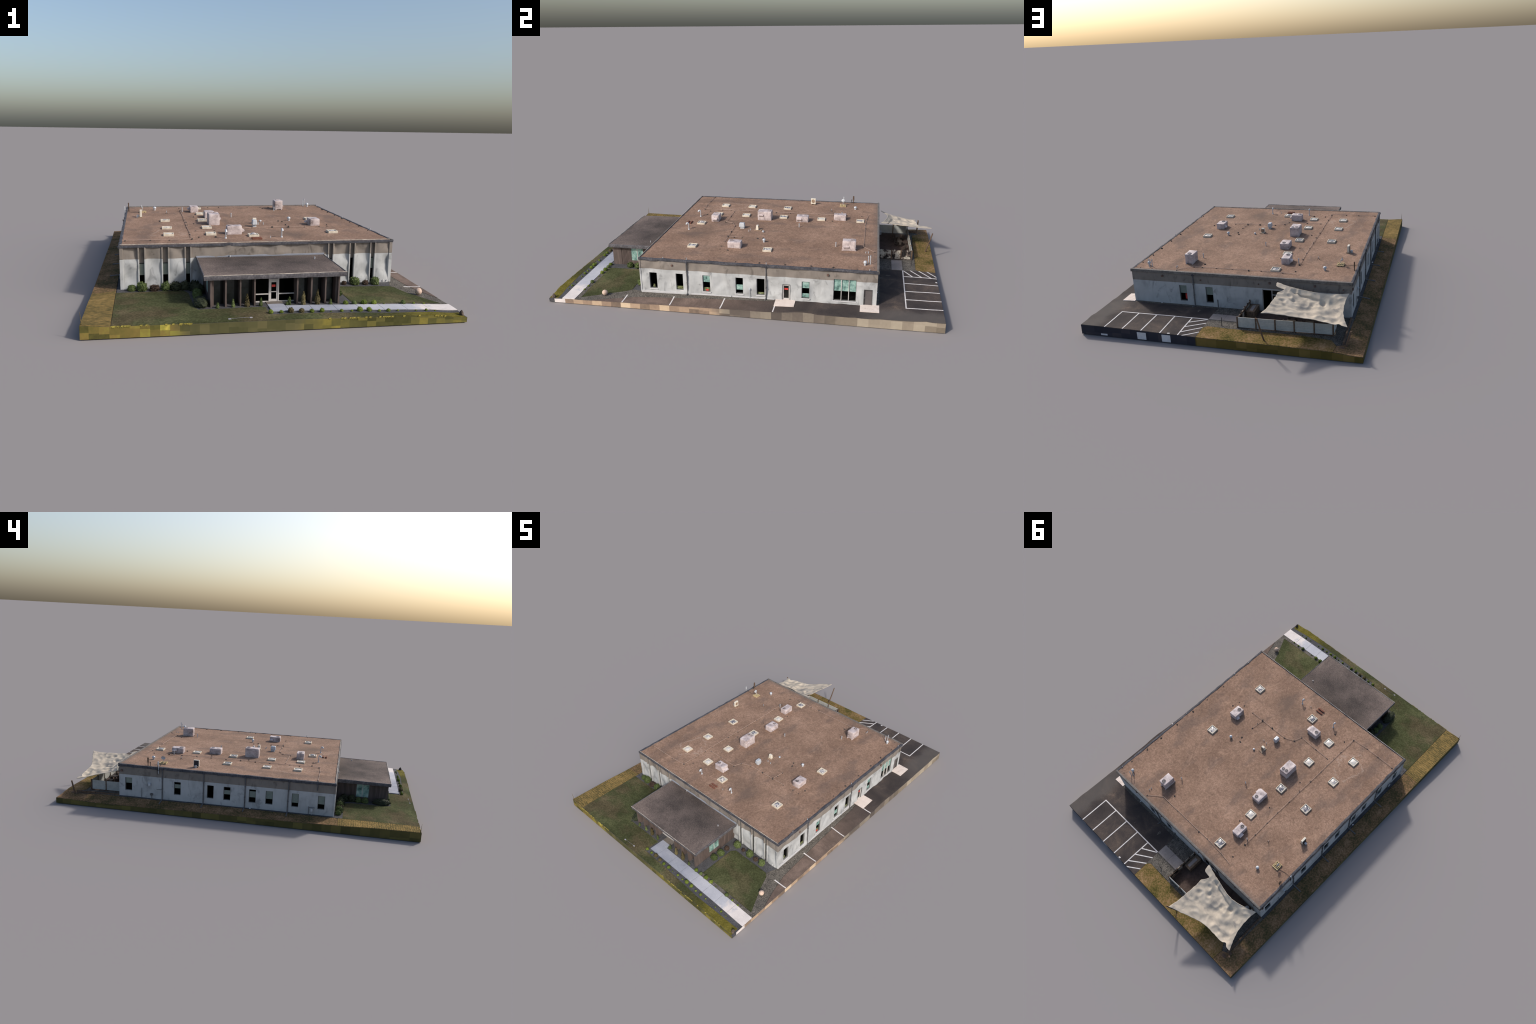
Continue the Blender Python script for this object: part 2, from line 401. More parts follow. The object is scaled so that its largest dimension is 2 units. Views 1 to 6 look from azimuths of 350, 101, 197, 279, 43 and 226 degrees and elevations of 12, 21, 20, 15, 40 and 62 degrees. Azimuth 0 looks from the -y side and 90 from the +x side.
def cut_blend(name, sets, axis, step_h, rows, blend):
    """cut face whose palette changes along its length: sets = [(start, end of fade-in, stops)]"""
    m = cut_face(name, sets[0][2], step_h, axis, rows, blend)
    nt = m.node_tree
    b = next(n for n in nt.nodes if n.type == 'BSDF_PRINCIPLED')
    first = b.inputs["Base Color"].links[0].from_socket
    fac = first.node.inputs[0].links[0].from_socket
    co = obj_coord(nt)
    u = math_node(nt, 'ADD', sep(nt, co)[axis], math_node(nt, 'MULTIPLY', math_node(nt, 'SUBTRACT', noise_tex(nt, co, 12, 2), 0.5), 0.12))
    c = first
    for a, e, stops in sets[1:]:
        c = mix_col(nt, smooth(nt, u, a, e), c, ramp(nt, fac, stops))
    nt.links.new(c, b.inputs["Base Color"])
    return m
M["cut_east"] = cut_blend("cut_paving_edge", [
    (0, 0, [(0.1, (0.13, 0.10, 0.08)), (0.4, (0.30, 0.215, 0.155)), (0.65, (0.44, 0.32, 0.22)), (0.9, (0.60, 0.47, 0.33))]),
    (-0.25, -0.10, [(0.1, (0.085, 0.072, 0.064)), (0.5, (0.135, 0.112, 0.095)), (0.9, (0.25, 0.215, 0.17))]),
    (0.30, 0.45, [(0.1, (0.15, 0.125, 0.095)), (0.5, (0.24, 0.20, 0.155)), (0.9, (0.36, 0.31, 0.24))])], 1, 0.052, 0.09, 0.3)
M["cut_south"] = cut_blend("cut_turf_edge", [
    (0, 0, [(0.12, (0.04, 0.032, 0.018)), (0.35, (0.115, 0.105, 0.030)), (0.6, (0.20, 0.145, 0.045)), (0.8, (0.27, 0.25, 0.05)), (0.95, (0.62, 0.50, 0.10))]),
    (-0.42, -0.32, [(0.1, (0.060, 0.060, 0.026)), (0.5, (0.098, 0.092, 0.042)), (0.9, (0.145, 0.125, 0.058))]),
    (0.02, 0.16, [(0.15, (0.055, 0.054, 0.019)), (0.45, (0.105, 0.098, 0.034)), (0.65, (0.165, 0.142, 0.038)), (0.9, (0.30, 0.24, 0.05))])], 0, 0.034, 0.027, 0.5)
M["cut_north"] = cut_face("cut_asphalt_edge", [(0.1, (0.025, 0.026, 0.036)), (0.6, (0.042, 0.041, 0.052)), (0.9, (0.065, 0.055, 0.06))], 0.05, 0, 0.06, 0.4)
M["cut_north_turf"] = cut_face("cut_dry_turf_edge", [(0.1, (0.07, 0.055, 0.014)), (0.5, (0.12, 0.088, 0.024)), (0.9, (0.19, 0.13, 0.04))], 0.05, 0, 0.06, 0.5)
M["cut_west"] = cut_face("cut_olive_edge", [(0.1, (0.055, 0.052, 0.020)), (0.5, (0.10, 0.085, 0.032)), (0.9, (0.17, 0.14, 0.045))], 0.05, 1, 0.06, 0.5)

def leaf_material(name, dark, mid, light):
    m, nt, b = new_mat(name)
    co = obj_coord(nt)
    n1 = noise_tex(nt, co, 150, 3, 0.7)
    oi = nt.nodes.new("ShaderNodeObjectInfo")
    f = math_node(nt, 'ADD', n1, math_node(nt, 'MULTIPLY', math_node(nt, 'SUBTRACT', oi.outputs["Random"], 0.5), 0.15))
    c = ramp(nt, f, [(0.32, dark), (0.5, mid), (0.68, light)])
    nt.links.new(c, b.inputs["Base Color"])
    b.inputs["Roughness"].default_value = 0.8
    b.inputs["Specular IOR Level"].default_value = 0.15
    return m
M["lime"] = leaf_material("lime_foliage", (0.035, 0.055, 0.010), (0.115, 0.155, 0.025), (0.24, 0.28, 0.055))
M["olive"] = leaf_material("olive_foliage", (0.022, 0.032, 0.012), (0.068, 0.092, 0.03), (0.17, 0.21, 0.085))
M["dry"] = leaf_material("dry_foliage", (0.035, 0.028, 0.014), (0.090, 0.075, 0.034), (0.18, 0.15, 0.075))
M["hedge"] = leaf_material("hedge_foliage", (0.012, 0.016, 0.011), (0.032, 0.038, 0.022), (0.075, 0.082, 0.042))
M["deadwood"] = leaf_material("brown_foliage", (0.022, 0.014, 0.011), (0.05, 0.034, 0.026), (0.10, 0.068, 0.048))

M["boulder"] = grain("boulder_stone", [(0.3, (0.40, 0.29, 0.22)), (0.7, (0.64, 0.49, 0.40))], 60, 200, 0.4, 0.8, 0.3)
M["rock"] = grain("dark_rock", [(0.3, (0.035, 0.028, 0.024)), (0.7, (0.13, 0.10, 0.08))], 60, 160, 0.5, 0.95, 0.3)

def sail_material():
    m, nt, b = new_mat("sail_canvas")
    co = obj_coord(nt)
    n1 = noise_tex(nt, co, 17, 4, 0.6, 0.6)
    c = ramp(nt, n1, [(0.30, (0.29, 0.265, 0.235)), (0.42, (0.45, 0.39, 0.315)), (0.55, (0.53, 0.455, 0.36)), (0.7, (0.60, 0.52, 0.42))])
    nt.links.new(c, b.inputs["Base Color"])
    b.inputs["Roughness"].default_value = 0.9
    b.inputs["Specular IOR Level"].default_value = 0.1
    return m
M["sail"] = sail_material()
M["fence"] = grain("fence_board_paint", [(0.3, (0.34, 0.345, 0.33)), (0.7, (0.50, 0.50, 0.47))], 20, 120, 0.45, 0.85, 0.15)
M["torn"] = grain("peeling_board", [(0.44, (0.018, 0.015, 0.015)), (0.50, (0.16, 0.12, 0.10)), (0.535, (0.42, 0.38, 0.32)), (0.7, (0.55, 0.50, 0.42))], 38, 140, 0.2, 0.9, 0.2)

# ----------------------------------------------------------------------------
# mesh building
# ----------------------------------------------------------------------------
class MB:
    """collects verts / faces / material slots for one mesh"""
    def __init__(self):
        self.v, self.f, self.m, self.mats = [], [], [], []
    def slot(self, key):
        if key not in self.mats:
            self.mats.append(key)
        return self.mats.index(key)
    def quad(self, a, b, c, d, key):
        i = len(self.v)
        self.v += [tuple(a), tuple(b), tuple(c), tuple(d)]
        self.f.append((i, i + 1, i + 2, i + 3))
        self.m.append(self.slot(key))
    def box(self, x0, x1, y0, y1, z0, z1, key, taper=0.0):
        i = len(self.v)
        t = taper
        self.v += [(x0, y0, z0), (x1, y0, z0), (x1, y1, z0), (x0, y1, z0),
                   (x0 + t, y0 + t, z1), (x1 - t, y0 + t, z1), (x1 - t, y1 - t, z1), (x0 + t, y1 - t, z1)]
        s = self.slot(key)
        for q in ((3, 2, 1, 0), (4, 5, 6, 7), (0, 1, 5, 4), (1, 2, 6, 5), (2, 3, 7, 6), (3, 0, 4, 7)):
            self.f.append(tuple(i + k for k in q))
            self.m.append(s)
    def tube(self, path, r, key, n=8, caps=True):
        """round bar swept along a polyline; r may be a list"""
        P = [Vector(p) for p in path]
        rs = r if isinstance(r, (list, tuple)) else [r] * len(P)
        s = self.slot(key)
        rings = []
        ref = None
        for k, p in enumerate(P):
            t = (P[min(k + 1, len(P) - 1)] - P[max(k - 1, 0)]).normalized()
            if ref is None:
                ref = Vector((0, 0, 1)) if abs(t.z) < 0.9 else Vector((1, 0, 0))
            a = t.cross(ref).normalized()
            bb = a.cross(t).normalized()
            ref = bb
            i = len(self.v)
            for j in range(n):
                an = 2 * math.pi * j / n
                self.v.append(tuple(p + (a * math.cos(an) + bb * math.sin(an)) * rs[k]))
            rings.append(i)
        for k in range(len(rings) - 1):
            for j in range(n):
                a0, a1 = rings[k] + j, rings[k] + (j + 1) % n
                b0, b1 = rings[k + 1] + j, rings[k + 1] + (j + 1) % n
                self.f.append((a0, b0, b1, a1))
                self.m.append(s)
        if caps:
            self.f.append(tuple(rings[0] + j for j in range(n)))
            self.f.append(tuple(rings[-1] + j for j in reversed(range(n))))
            self.m += [s, s]
    def grid(self, fn, us, vs, key_fn, skip=None):
        """surface fn(u, v) on breakpoints; key_fn(uc, vc) -> material"""
        i0 = len(self.v)
        nu = len(us)
        for v in vs:
            for u in us:
                self.v.append(tuple(fn(u, v)))
        for b in range(len(vs) - 1):
            for a in range(nu - 1):
                uc, vc = (us[a] + us[a + 1]) / 2, (vs[b] + vs[b + 1]) / 2
                if skip and skip(uc, vc):
                    continue
                q = i0 + b * nu + a
                self.f.append((q, q + 1, q + nu + 1, q + nu))
                self.m.append(self.slot(key_fn(uc, vc)))
    def mesh(self, name, smooth_angle=None):
        me = bpy.data.meshes.new(name)
        me.from_pydata(self.v, [], self.f)
        for k in self.mats:
            me.materials.append(M[k])
        me.polygons.foreach_set("material_index", self.m)
        me.update()
        bm = bmesh.new()
        bm.from_mesh(me)
        bmesh.ops.recalc_face_normals(bm, faces=bm.faces[:])
        bm.to_mesh(me)
        bm.free()
        if smooth_angle is not None:
            shade(me, smooth_angle)
        return me

def shade(me, deg):
    me.polygons.foreach_set("use_smooth", [True] * len(me.polygons))
    me.set_sharp_from_angle(angle=math.radians(deg))

def place(name, me, parent=None, loc=(0, 0, 0), rot=0.0, scale=(1, 1, 1)):
    o = bpy.data.objects.new(name, me)
    bpy.context.scene.collection.objects.link(o)
    o.parent = parent or root
    o.location = loc
    o.rotation_euler = (0, 0, rot)
    o.scale = scale
    return o

def bevel(o, w, seg=2):
    md = o.modifiers.new("rounded_edges", 'BEVEL')
    md.width = w
    md.segments = seg
    md.limit_method = 'ANGLE'
    md.angle_limit = math.radians(40)
    return o

def spread(a, b, step, extra=()):
    """breakpoints from a to b, no wider than step, that include the extras"""
    pts = sorted({round(a, 5), round(b, 5), *[round(e, 5) for e in extra if a < e < b]})
    out = []
    for p, q in zip(pts, pts[1:]):
        n = max(1, math.ceil((q - p) / step - 1e-6))
        out += [p + (q - p) * k / n for k in range(n)]
    return out + [pts[-1]]

def lerp_table(t, x):
    if x <= t[0][0]:
        return t[0][1]
    for (a, va), (b, vb) in zip(t, t[1:]):
        if x <= b:
            k = (x - a) / (b - a)
            k = k * k * (3 - 2 * k)
            return va + (vb - va) * k
    return t[-1][1]

def sstep(a, b, x):
    k = min(1, max(0, (x - a) / (b - a)))
    return k * k * (3 - 2 * k)

# ----------------------------------------------------------------------------
# ground heights: level round the building, falling away at the rim
# ----------------------------------------------------------------------------
EAST = [(-1.0, 0.022), (-0.85, 0.0255), (-0.6, 0.029), (-0.34, 0.033), (-0.08, 0.037), (0.10, 0.039), (0.30, 0.047), (0.63, 0.045), (0.99, 0.051)]
WEST = [(-0.99, 0.051), (-0.82, 0.049), (-0.56, 0.041), (-0.33, 0.036), (-0.07, 0.036), (0.21, 0.033), (0.56, 0.027), (0.81, 0.026), (0.99, 0.031)]
SOUTH = [(-0.70, 0.044), (-0.3, 0.042), (0.0, 0.042), (0.29, 0.038), (0.5, 0.036), (0.66, 0.030), (0.70, 0.022)]
NORTH = [(-0.70, 0.033), (-0.5, 0.043), (0.0, 0.044), (0.2, 0.047), (0.48, 0.051), (0.7, 0.0515)]

def H(x, y):
    wx, wy = to_world(x, y)
    z = 0.0475 + 0.0025 * sstep(0.30, 0.80, wy) * sstep(-0.1, 0.3, wx)
    # the front garden falls steadily to the south-east corner
    z -= (max(0, wx - 0.03) / 0.67) ** 1.4 * 0.0215 * sstep(-0.52, -0.68, wy)
    z -= 0.0065 * sstep(0.30, 0.58, wx) * sstep(0.0, -0.5, wy) * (1 - sstep(-0.52, -0.68, wy))
    # the rear lawn sinks towards the north-west corner
    z -= 0.009 * sstep(0.40, 0.62, -wx) * sstep(0.74, 0.90, wy)
    z -= 0.002 * sstep(0.0, 0.3, -wx) * sstep(0.86, 0.95, wy)
    base = z
    z += (lerp_table(EAST, wy) - base) * sstep(0.585, 0.700, wx)
    z += (lerp_table(WEST, wy) - base) * sstep(0.60, 0.700, -wx)
    z += (lerp_table(SOUTH, wx) - base) * sstep(0.955, 0.997, -wy) * (1 - sstep(0.60, 0.70, abs(wx)))
    z += (lerp_table(NORTH, wx) - base) * sstep(0.92, 0.997, wy) * (1 - sstep(0.60, 0.70, abs(wx)))
    z += noise.noise(Vector((x * 9, y * 9, 3.1))) * 0.0012
    z += max(0, noise.noise(Vector((x * 14, y * 14, 8.7))) - 0.15) * 0.012 * sstep(0.655, 0.70, wx) * sstep(-0.1, 0.1, wy)
    return z

PLOT_PLANES = [((1, 0), PLOT_X - 0.0012), ((-1, 0), PLOT_X - 0.0012), ((0, 1), PLOT_Y - 0.0012), ((0, -1), PLOT_Y - 0.0012)]

def patch(name, poly, key, dz, step=0.02, parent=None, skirt=0.006, rough_amp=0.0, smooth_deg=40):
    """a ground cover laid over the terrain: polygon outline -> draped slab"""
    bm = bmesh.new()
    f = bm.faces.new([bm.verts.new((p[0], p[1], 0)) for p in poly])
    bmesh.ops.triangulate(bm, faces=[f])
    for (nx, ny), d in PLOT_PLANES:
        ln = Vector((cA * nx + sA * ny, -sA * nx + cA * ny, 0))
        lp = to_local(nx * d, ny * d)
        bmesh.ops.bisect_plane(bm, geom=bm.verts[:] + bm.edges[:] + bm.faces[:], plane_co=(lp[0], lp[1], 0),
                               plane_no=ln, clear_outer=True)
    xs = [v.co.x for v in bm.verts]
    ys = [v.co.y for v in bm.verts]
    for lo, hi, no in ((min(xs), max(xs), (1, 0, 0)), (min(ys), max(ys), (0, 1, 0))):
        n = int((hi - lo) / step)
        for k in range(1, n + 1):
            p = lo + (hi - lo) * k / (n + 1)
            bmesh.ops.bisect_plane(bm, geom=bm.verts[:] + bm.edges[:] + bm.faces[:], plane_co=[p * c for c in no], plane_no=no)
    for v in bm.verts:
        v.co.z = H(v.co.x, v.co.y) + dz
        if rough_amp:
            v.co.z += rough_amp * noise.noise(Vector((v.co.x * 60, v.co.y * 60, 1.7)))
    edges = [e for e in bm.edges if len(e.link_faces) == 1]
    ret = bmesh.ops.extrude_edge_only(bm, edges=edges)
    for v in [g for g in ret["geom"] if isinstance(g, bmesh.types.BMVert)]:
        v.co.z -= skirt
    bmesh.ops.recalc_face_normals(bm, faces=bm.faces[:])
    me = bpy.data.meshes.new(name)
    bm.to_mesh(me)
    bm.free()
    me.materials.append(M[key])
    shade(me, smooth_deg)
    return place(name, me, parent)

# ----------------------------------------------------------------------------
# plot
# ----------------------------------------------------------------------------
def build_plot():
    mb = MB()
    xs = spread(-PLOT_X, PLOT_X, 0.03)
    ys = spread(-PLOT_Y, PLOT_Y, 0.03)
    def top(u, v):
        x, y = to_local(u, v)
        return (x, y, H(x, y) - 0.0022)
    mb.grid(top, xs, ys, lambda u, v: "mulch")
    mb.grid(lambda u, v: (*to_local(u, v), 0.0), xs, ys, lambda u, v: "mulch")
    zs = [0, 0.25, 0.5, 0.75, 1.0]
    def side(px, py, k, nx, ny):
        x, y = to_local(px, py)
        h = (H(x, y) - 0.0022) * k
        d = 0.0
        if 0 < k < 1:
            d = -0.0025 * max(0, noise.noise(Vector((px * 18, py * 18, k * 2.3))))
        x, y = to_local(px + nx * d, py + ny * d)
        return (x, y, h)
    mb.grid(lambda u, k: side(PLOT_X, u, k, 1, 0), ys, zs, lambda u, k: "cut_east" if u > -0.90 else ("concrete" if u < -0.905 and u > -0.965 else "mulch"))
    mb.grid(lambda u, k: side(-PLOT_X, u, k, -1, 0), ys, zs, lambda u, k: "cut_west")
    mb.grid(lambda u, k: side(u, -PLOT_Y, k, 0, -1), xs, zs, lambda u, k: "cut_south")
    mb.grid(lambda u, k: side(u, PLOT_Y, k, 0, 1), xs, zs, lambda u, k: "cut_north" if u > 0.09 else "cut_north_turf")
    me = mb.mesh("ground_slab")
    bm = bmesh.new(); bm.from_mesh(me)
    bmesh.ops.remove_doubles(bm, verts=bm.verts[:], dist=1e-5)
    bmesh.ops.recalc_face_normals(bm, faces=bm.faces[:])
    bm.to_mesh(me); bm.free()
    shade(me, 35)
    slab = place("ground_slab", me)

    G = 0.0
    # grass
    patch("lawn", [(-0.606, -1.2), (-0.606, -0.655), (-0.335, -0.655), (-0.318, -0.70), (-0.312, -0.875), (-0.30, -0.925),
                   (-0.045, -0.925), (-0.050, -1.018), (0.184, -1.024), (0.412, -1.034), (0.60, -1.028), (0.692, -1.023), (0.705, -1.2)],
          "lawn", 0.0005, rough_amp=0.0006)
    patch("lawn", [(0.309, -0.905), (0.309, -0.690), (0.330, -0.668), (0.560, -0.668), (0.578, -0.684), (0.606, -0.76), (0.676, -0.905)],
          "lawn", 0.0010, rough_amp=0.0006)
    patch("dry_lawn", [(-0.8, -1.2), (-0.608, -1.2), (-0.608, -0.632), (-0.8, -0.628)], "mown", 0.0006, rough_amp=0.0008)
    patch("side_lawn", [(-0.8, -0.6265), (-0.608, -0.6305), (-0.604, 0.60), (-0.595, 0.86), (-0.56, 0.875), (-0.53, 1.2), (-0.8, 1.2)],
          "side_grass", 0.0004, rough_amp=0.0012)
    patch("rear_lawn", [(-0.5285, 1.2), (-0.5585, 0.8755), (-0.53, 0.834), (-0.35, 0.828), (-0.063, 0.826), (0.085, 0.823), (0.103, 0.84), (0.1005, 1.2)],
          "north_grass", 0.0012, rough_amp=0.0012)
    # beds
    patch("gravel_bed", [(0.588, -0.6035), (0.588, 0.102), (0.604, 0.102), (0.612, 0.05), (0.622, -0.14), (0.632, -0.40), (0.644, -0.62),
                         (0.668, -0.73), (0.705, -0.85), (0.73, -0.93), (0.30, -0.93), (0.30, -0.905), (0.676, -0.907), (0.607, -0.76), (0.579, -0.684), (0.561, -0.667)],
          "gravel", 0.0000, rough_amp=0.0008)
    patch("gravel_bed", [(-0.05, -0.990), (0.74, -0.998), (0.74, -1.0225), (0.60, -1.0275), (0.412, -1.0335), (0.184, -1.0235), (-0.048, -1.0175)],
          "mulch", 0.0002, rough_amp=0.0006)
    patch("gravel_bed", [(-0.064, 0.6035), (0.585, 0.6035), (0.585, 0.619), (0.104, 0.624), (0.106, 0.690), (0.106, 0.752), (0.102, 0.795), (0.100, 0.838), (0.085, 0.8225), (-0.063, 0.8225)],
          "gravel", 0.0000, rough_amp=0.0008)
    patch("gravel_bed", [(-0.603, 0.6035), (-0.53, 0.6035), (-0.53, 0.8), (-0.063, 0.806), (-0.063, 0.825), (-0.35, 0.827), (-0.53, 0.833), (-0.56, 0.8735), (-0.594, 0.8585)],
          "gravel", 0.0000, rough_amp=0.0008)
    # hard surfaces
    patch("asphalt", [(0.6065, 0.102), (0.614, 0.05), (0.624, -0.14), (0.634, -0.40), (0.646, -0.62), (0.670, -0.73), (0.708, -0.85), (0.80, -0.85), (0.80, 1.2),
                      (0.102, 1.2), (0.1045, 0.838), (0.1065, 0.752), (0.107, 0.625), (0.5865, 0.6205), (0.5865, 0.102)], "asphalt", 0.0004)
    patch("patio_floor", [(-0.529, 0.6035), (-0.0645, 0.6035), (-0.0645, 0.803), (-0.529, 0.797)], "paver", 0.0008)
    return slab

build_plot()

# paving slabs of the front walk, one by one
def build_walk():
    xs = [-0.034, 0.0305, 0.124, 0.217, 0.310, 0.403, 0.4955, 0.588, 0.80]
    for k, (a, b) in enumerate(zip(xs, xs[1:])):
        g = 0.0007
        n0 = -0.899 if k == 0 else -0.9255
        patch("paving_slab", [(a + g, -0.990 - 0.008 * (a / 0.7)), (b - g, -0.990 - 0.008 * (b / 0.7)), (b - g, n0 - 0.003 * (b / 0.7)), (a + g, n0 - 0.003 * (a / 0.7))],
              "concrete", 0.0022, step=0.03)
    patch("entry_pad", [(-0.0335, -0.8985), (0.030, -0.8985), (0.030, -0.862), (-0.0335, -0.862)], "tan_pad", 0.0022)
    for y0, y1 in ((0.107, 0.207), (0.528, 0.6205)):
        patch("door_slab", [(0.586, y0), (0.658, y0), (0.658, y1), (0.586, y1)], "warm_concrete", 0.0035)
    for x0, x1 in ((-0.0455, 0.0295), (0.0305, 0.1065)):
        patch("path_slab", [(x0, 0.690), (x1, 0.690), (x1, 0.7495), (x0, 0.7495)], "grey_concrete", 0.0022)
build_walk()

def build_lines():
    def line(a, b, w=0.0058):
        ax, ay = a; bx, by = b
        L = math.hypot(bx - ax, by - ay)
        nx, ny = -(by - ay) / L * w / 2, (bx - ax) / L * w / 2
        patch("parking_line", [(ax + nx, ay + ny), (bx + nx, by + ny), (bx - nx, by - ny), (ax - nx, ay - ny)], "paint", 0.0012, step=0.03, skirt=0.002)
    line((0.592, 0.750), (0.1085, 0.7505))
    for x in (0.589, 0.4915, 0.3905, 0.290, 0.1955):
        line((x, 0.753), (x, 1.0))
    line((0.192, 0.799), (0.111, 0.7545))
    line((0.1925, 0.848), (0.104, 0.793))
    line((0.1925, 0.899), (0.104, 0.839))
    line((0.176, 0.931), (0.1045, 0.884))
    line((0.627, -0.670), (0.72, -0.668))
    line((0.621, -0.417), (0.72, -0.414))
    line((0.613, -0.152), (0.72, -0.154))
    line((0.659, 0.1115), (0.72, 0.111))
    # worn remains of a painted bay mark at the north rim
    patch("parking_line", [(0.240, 0.918), (0.252, 0.918), (0.252, 0.927), (0.240, 0.925)], "paint", 0.0012, skirt=0.002)
build_lines()

def rim_blocks():
    """pale paving blocks that show in the cut north face"""
    for x0, x1, z0, z1 in ((0.347, 0.395, 0.0035, 0.041), (0.217, 0.263, 0.0035, 0.041), (0.561, 0.597, 0.0045, 0.0135)):
        mb = MB()
        mb.box(x0, x1, PLOT_Y - 0.012, PLOT_Y + 0.0004, z0, z1, "rim_paint")
        mb.v = [(*to_local(x, y), z) for x, y, z in mb.v]
        place("rim_block", mb.mesh("rim_block"))
rim_blocks()

# ----------------------------------------------------------------------------
# main walls
# ----------------------------------------------------------------------------
def dent(seed, u, z, amp):
    """crumpled panel relief: broad dents with creases between flat facets"""
    p = Vector((u * 12, z * 13, seed))
    a = noise.noise(p)
    r = abs(noise.noise(p * 1.7 + Vector((3, 1, 7))))
    d, pts = noise.voronoi(Vector((u * 22 + a * 0.5, z * 20, seed * 3)), distance_metric='DISTANCE')
    facet = noise.noise(Vector(pts[0]) * 7.7)
    tilt = (u * 22 - pts[0].x) * noise.noise(Vector(pts[0]) * 3.1 + Vector((5, 5, 5))) + (z * 20 - pts[0].y) * noise.noise(Vector(pts[0]) * 2.3)
    return amp * (0.9 * a - 0.6 * (r - 0.2) + 0.55 * tilt * max(0, min(1, (d[1] - d[0]) * 4)))

def facade(name, frame, u0, u1, ztop, openings, amp, seed, depth, reveal_key="reveal"):
    """wall skin; frame(u, d, z) -> xyz with d measured outwards"""
    mb = MB()
    eu = [e for o in openings for e in o[:2]]
    ez = [e for o in openings for e in o[2:4]] + [BAND]
    us = spread(u0, u1, 0.011, eu)
    zs = spread(BASE - 0.006, ztop, 0.011, ez)
    def fn(u, z):
        k = 1.0
        for o in openings:
            du = max(o[0] - u, u - o[1], 0)
            dzz = max(o[2] - z, z - o[3], 0)
            k = min(k, math.hypot(du, dzz) / 0.010)
        k *= min(1, (u - u0) / 0.02, (u1 - u) / 0.02)
        return frame(u, max(-0.009, min(0.006, dent(seed, u, z, amp) * max(k, 0))), z)
    inside = lambda u, z: any(o[0] < u < o[1] and o[2] < z < o[3] for o in openings)
    mb.grid(fn, us, zs, lambda u, z: "band" if z > BAND else "wall", inside)
    for a, b, c, d in [o[:4] for o in openings]:
        e = depth
        mb.quad(frame(a, 0, c), frame(a, -e, c), frame(a, -e, d), frame(a, 0, d), reveal_key)
        mb.quad(frame(b, 0, c), frame(b, -e, c), frame(b, -e, d), frame(b, 0, d), reveal_key)
        mb.quad(frame(a, 0, c), frame(b, 0, c), frame(b, -e, c), frame(a, -e, c), reveal_key)
        mb.quad(frame(a, 0, d), frame(b, 0, d), frame(b, -e, d), frame(a, -e, d), reveal_key)
    # returns that close the skin onto the building core
    e = 0.016
    for u in (u0, u1):
        for lo, hi, key in ((BASE - 0.006, BAND, "wall"), (BAND, ztop, "band")):
            mb.quad(frame(u, 0, lo), frame(u, -e, lo), frame(u, -e, hi), frame(u, 0, hi), key)
    return place(name, mb.mesh(name, 45))

east = lambda u, d, z: (WX + d, u, z)
west = lambda u, d, z: (-WX - d, u, z)
north = lambda u, d, z: (u, WY + 0.0025 + d, z)
south = lambda u, d, z: (u, -WY - d, z)

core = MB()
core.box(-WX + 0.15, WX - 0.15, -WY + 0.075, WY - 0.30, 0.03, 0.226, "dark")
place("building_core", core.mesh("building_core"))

# (along0, along1, sill, head, [blind spans as fractions from sill], colour of blind)
E_WIN = [(-0.556, -0.516, 0.065, 0.153, [], "blind"), (-0.414, -0.376, 0.065, 0.155, [(0.02, 0.2)], "clutter"),
         (-0.272, -0.233, 0.065, 0.155, [(0.58, 1.0)], "teal"), (-0.0995, -0.061, 0.066, 0.154, [(0.22, 0.55)], "teal"),
         (0.009, 0.0495, 0.067, 0.156, [], "blind"), (0.237, 0.276, 0.065, 0.156, [(0.60, 1.0), (0.02, 0.26)], "teal")]
W_WIN = [(0.530, 0.5705, 0.083, 0.157, [(0.56, 1.0)], "blind"), (0.247, 0.2855, 0.083, 0.157, [(0.5, 0.82)], "blind"),
         (0.0590, 0.0965, 0.082, 0.156, [], "blind"), (-0.0355, 0.003, 0.081, 0.156, [(0.42, 0.75)], "blind"),
         (-0.1775, -0.139, 0.081, 0.156, [(0.38, 0.86)], "blind"), (-0.2715, -0.2315, 0.081, 0.156, [(0.38, 1.0)], "blind"),
         (-0.4125, -0.3745, 0.081, 0.156, [(0.28, 1.0)], "blind"), (-0.554, -0.516, 0.081, 0.156, [(0.36, 1.0)], "blind")]
N_WIN = [(0.280, 0.321, 0.070, 0.159, [(0.48, 1.0)], "blind"), (0.1335, 0.1735, 0.070, 0.159, [(0.48, 1.0)], "blind")]
E_BAY = (0.3945, 0.5055, 0.066, 0.180)
E_DOOR = (0.142, 0.1775, BASE, 0.133)
E_DOOR2 = (0.5445, 0.5825, BASE, 0.133)
N_STORE = (-0.262, -0.134, BASE, 0.1675)

DEPTH = 0.009
facade("east_wall", east, -WY, WY, 0.224, [w[:4] for w in E_WIN] + [E_BAY, E_DOOR, E_DOOR2], 0.0095, 2.0, DEPTH)
facade("west_wall", west, -WY, WY, 0.224, [w[:4] for w in W_WIN], 0.0010, 7.0, DEPTH)
facade("north_wall", north, -WX, WX, 0.224, [w[:4] for w in N_WIN] + [N_STORE], 0.0012, 12.0, DEPTH)
SLOTS = [(-0.5150, -0.4885), (-0.4190, -0.3920), (-0.3240, -0.3005), (0.2960, 0.3190), (0.3935, 0.4170), (0.4890, 0.5115)]
facade("south_wall", south, -WX, WX, 0.224, [(a, b, BASE - 0.006, 0.224) for a, b in SLOTS], 0.0150, 17.0, 0.0155)

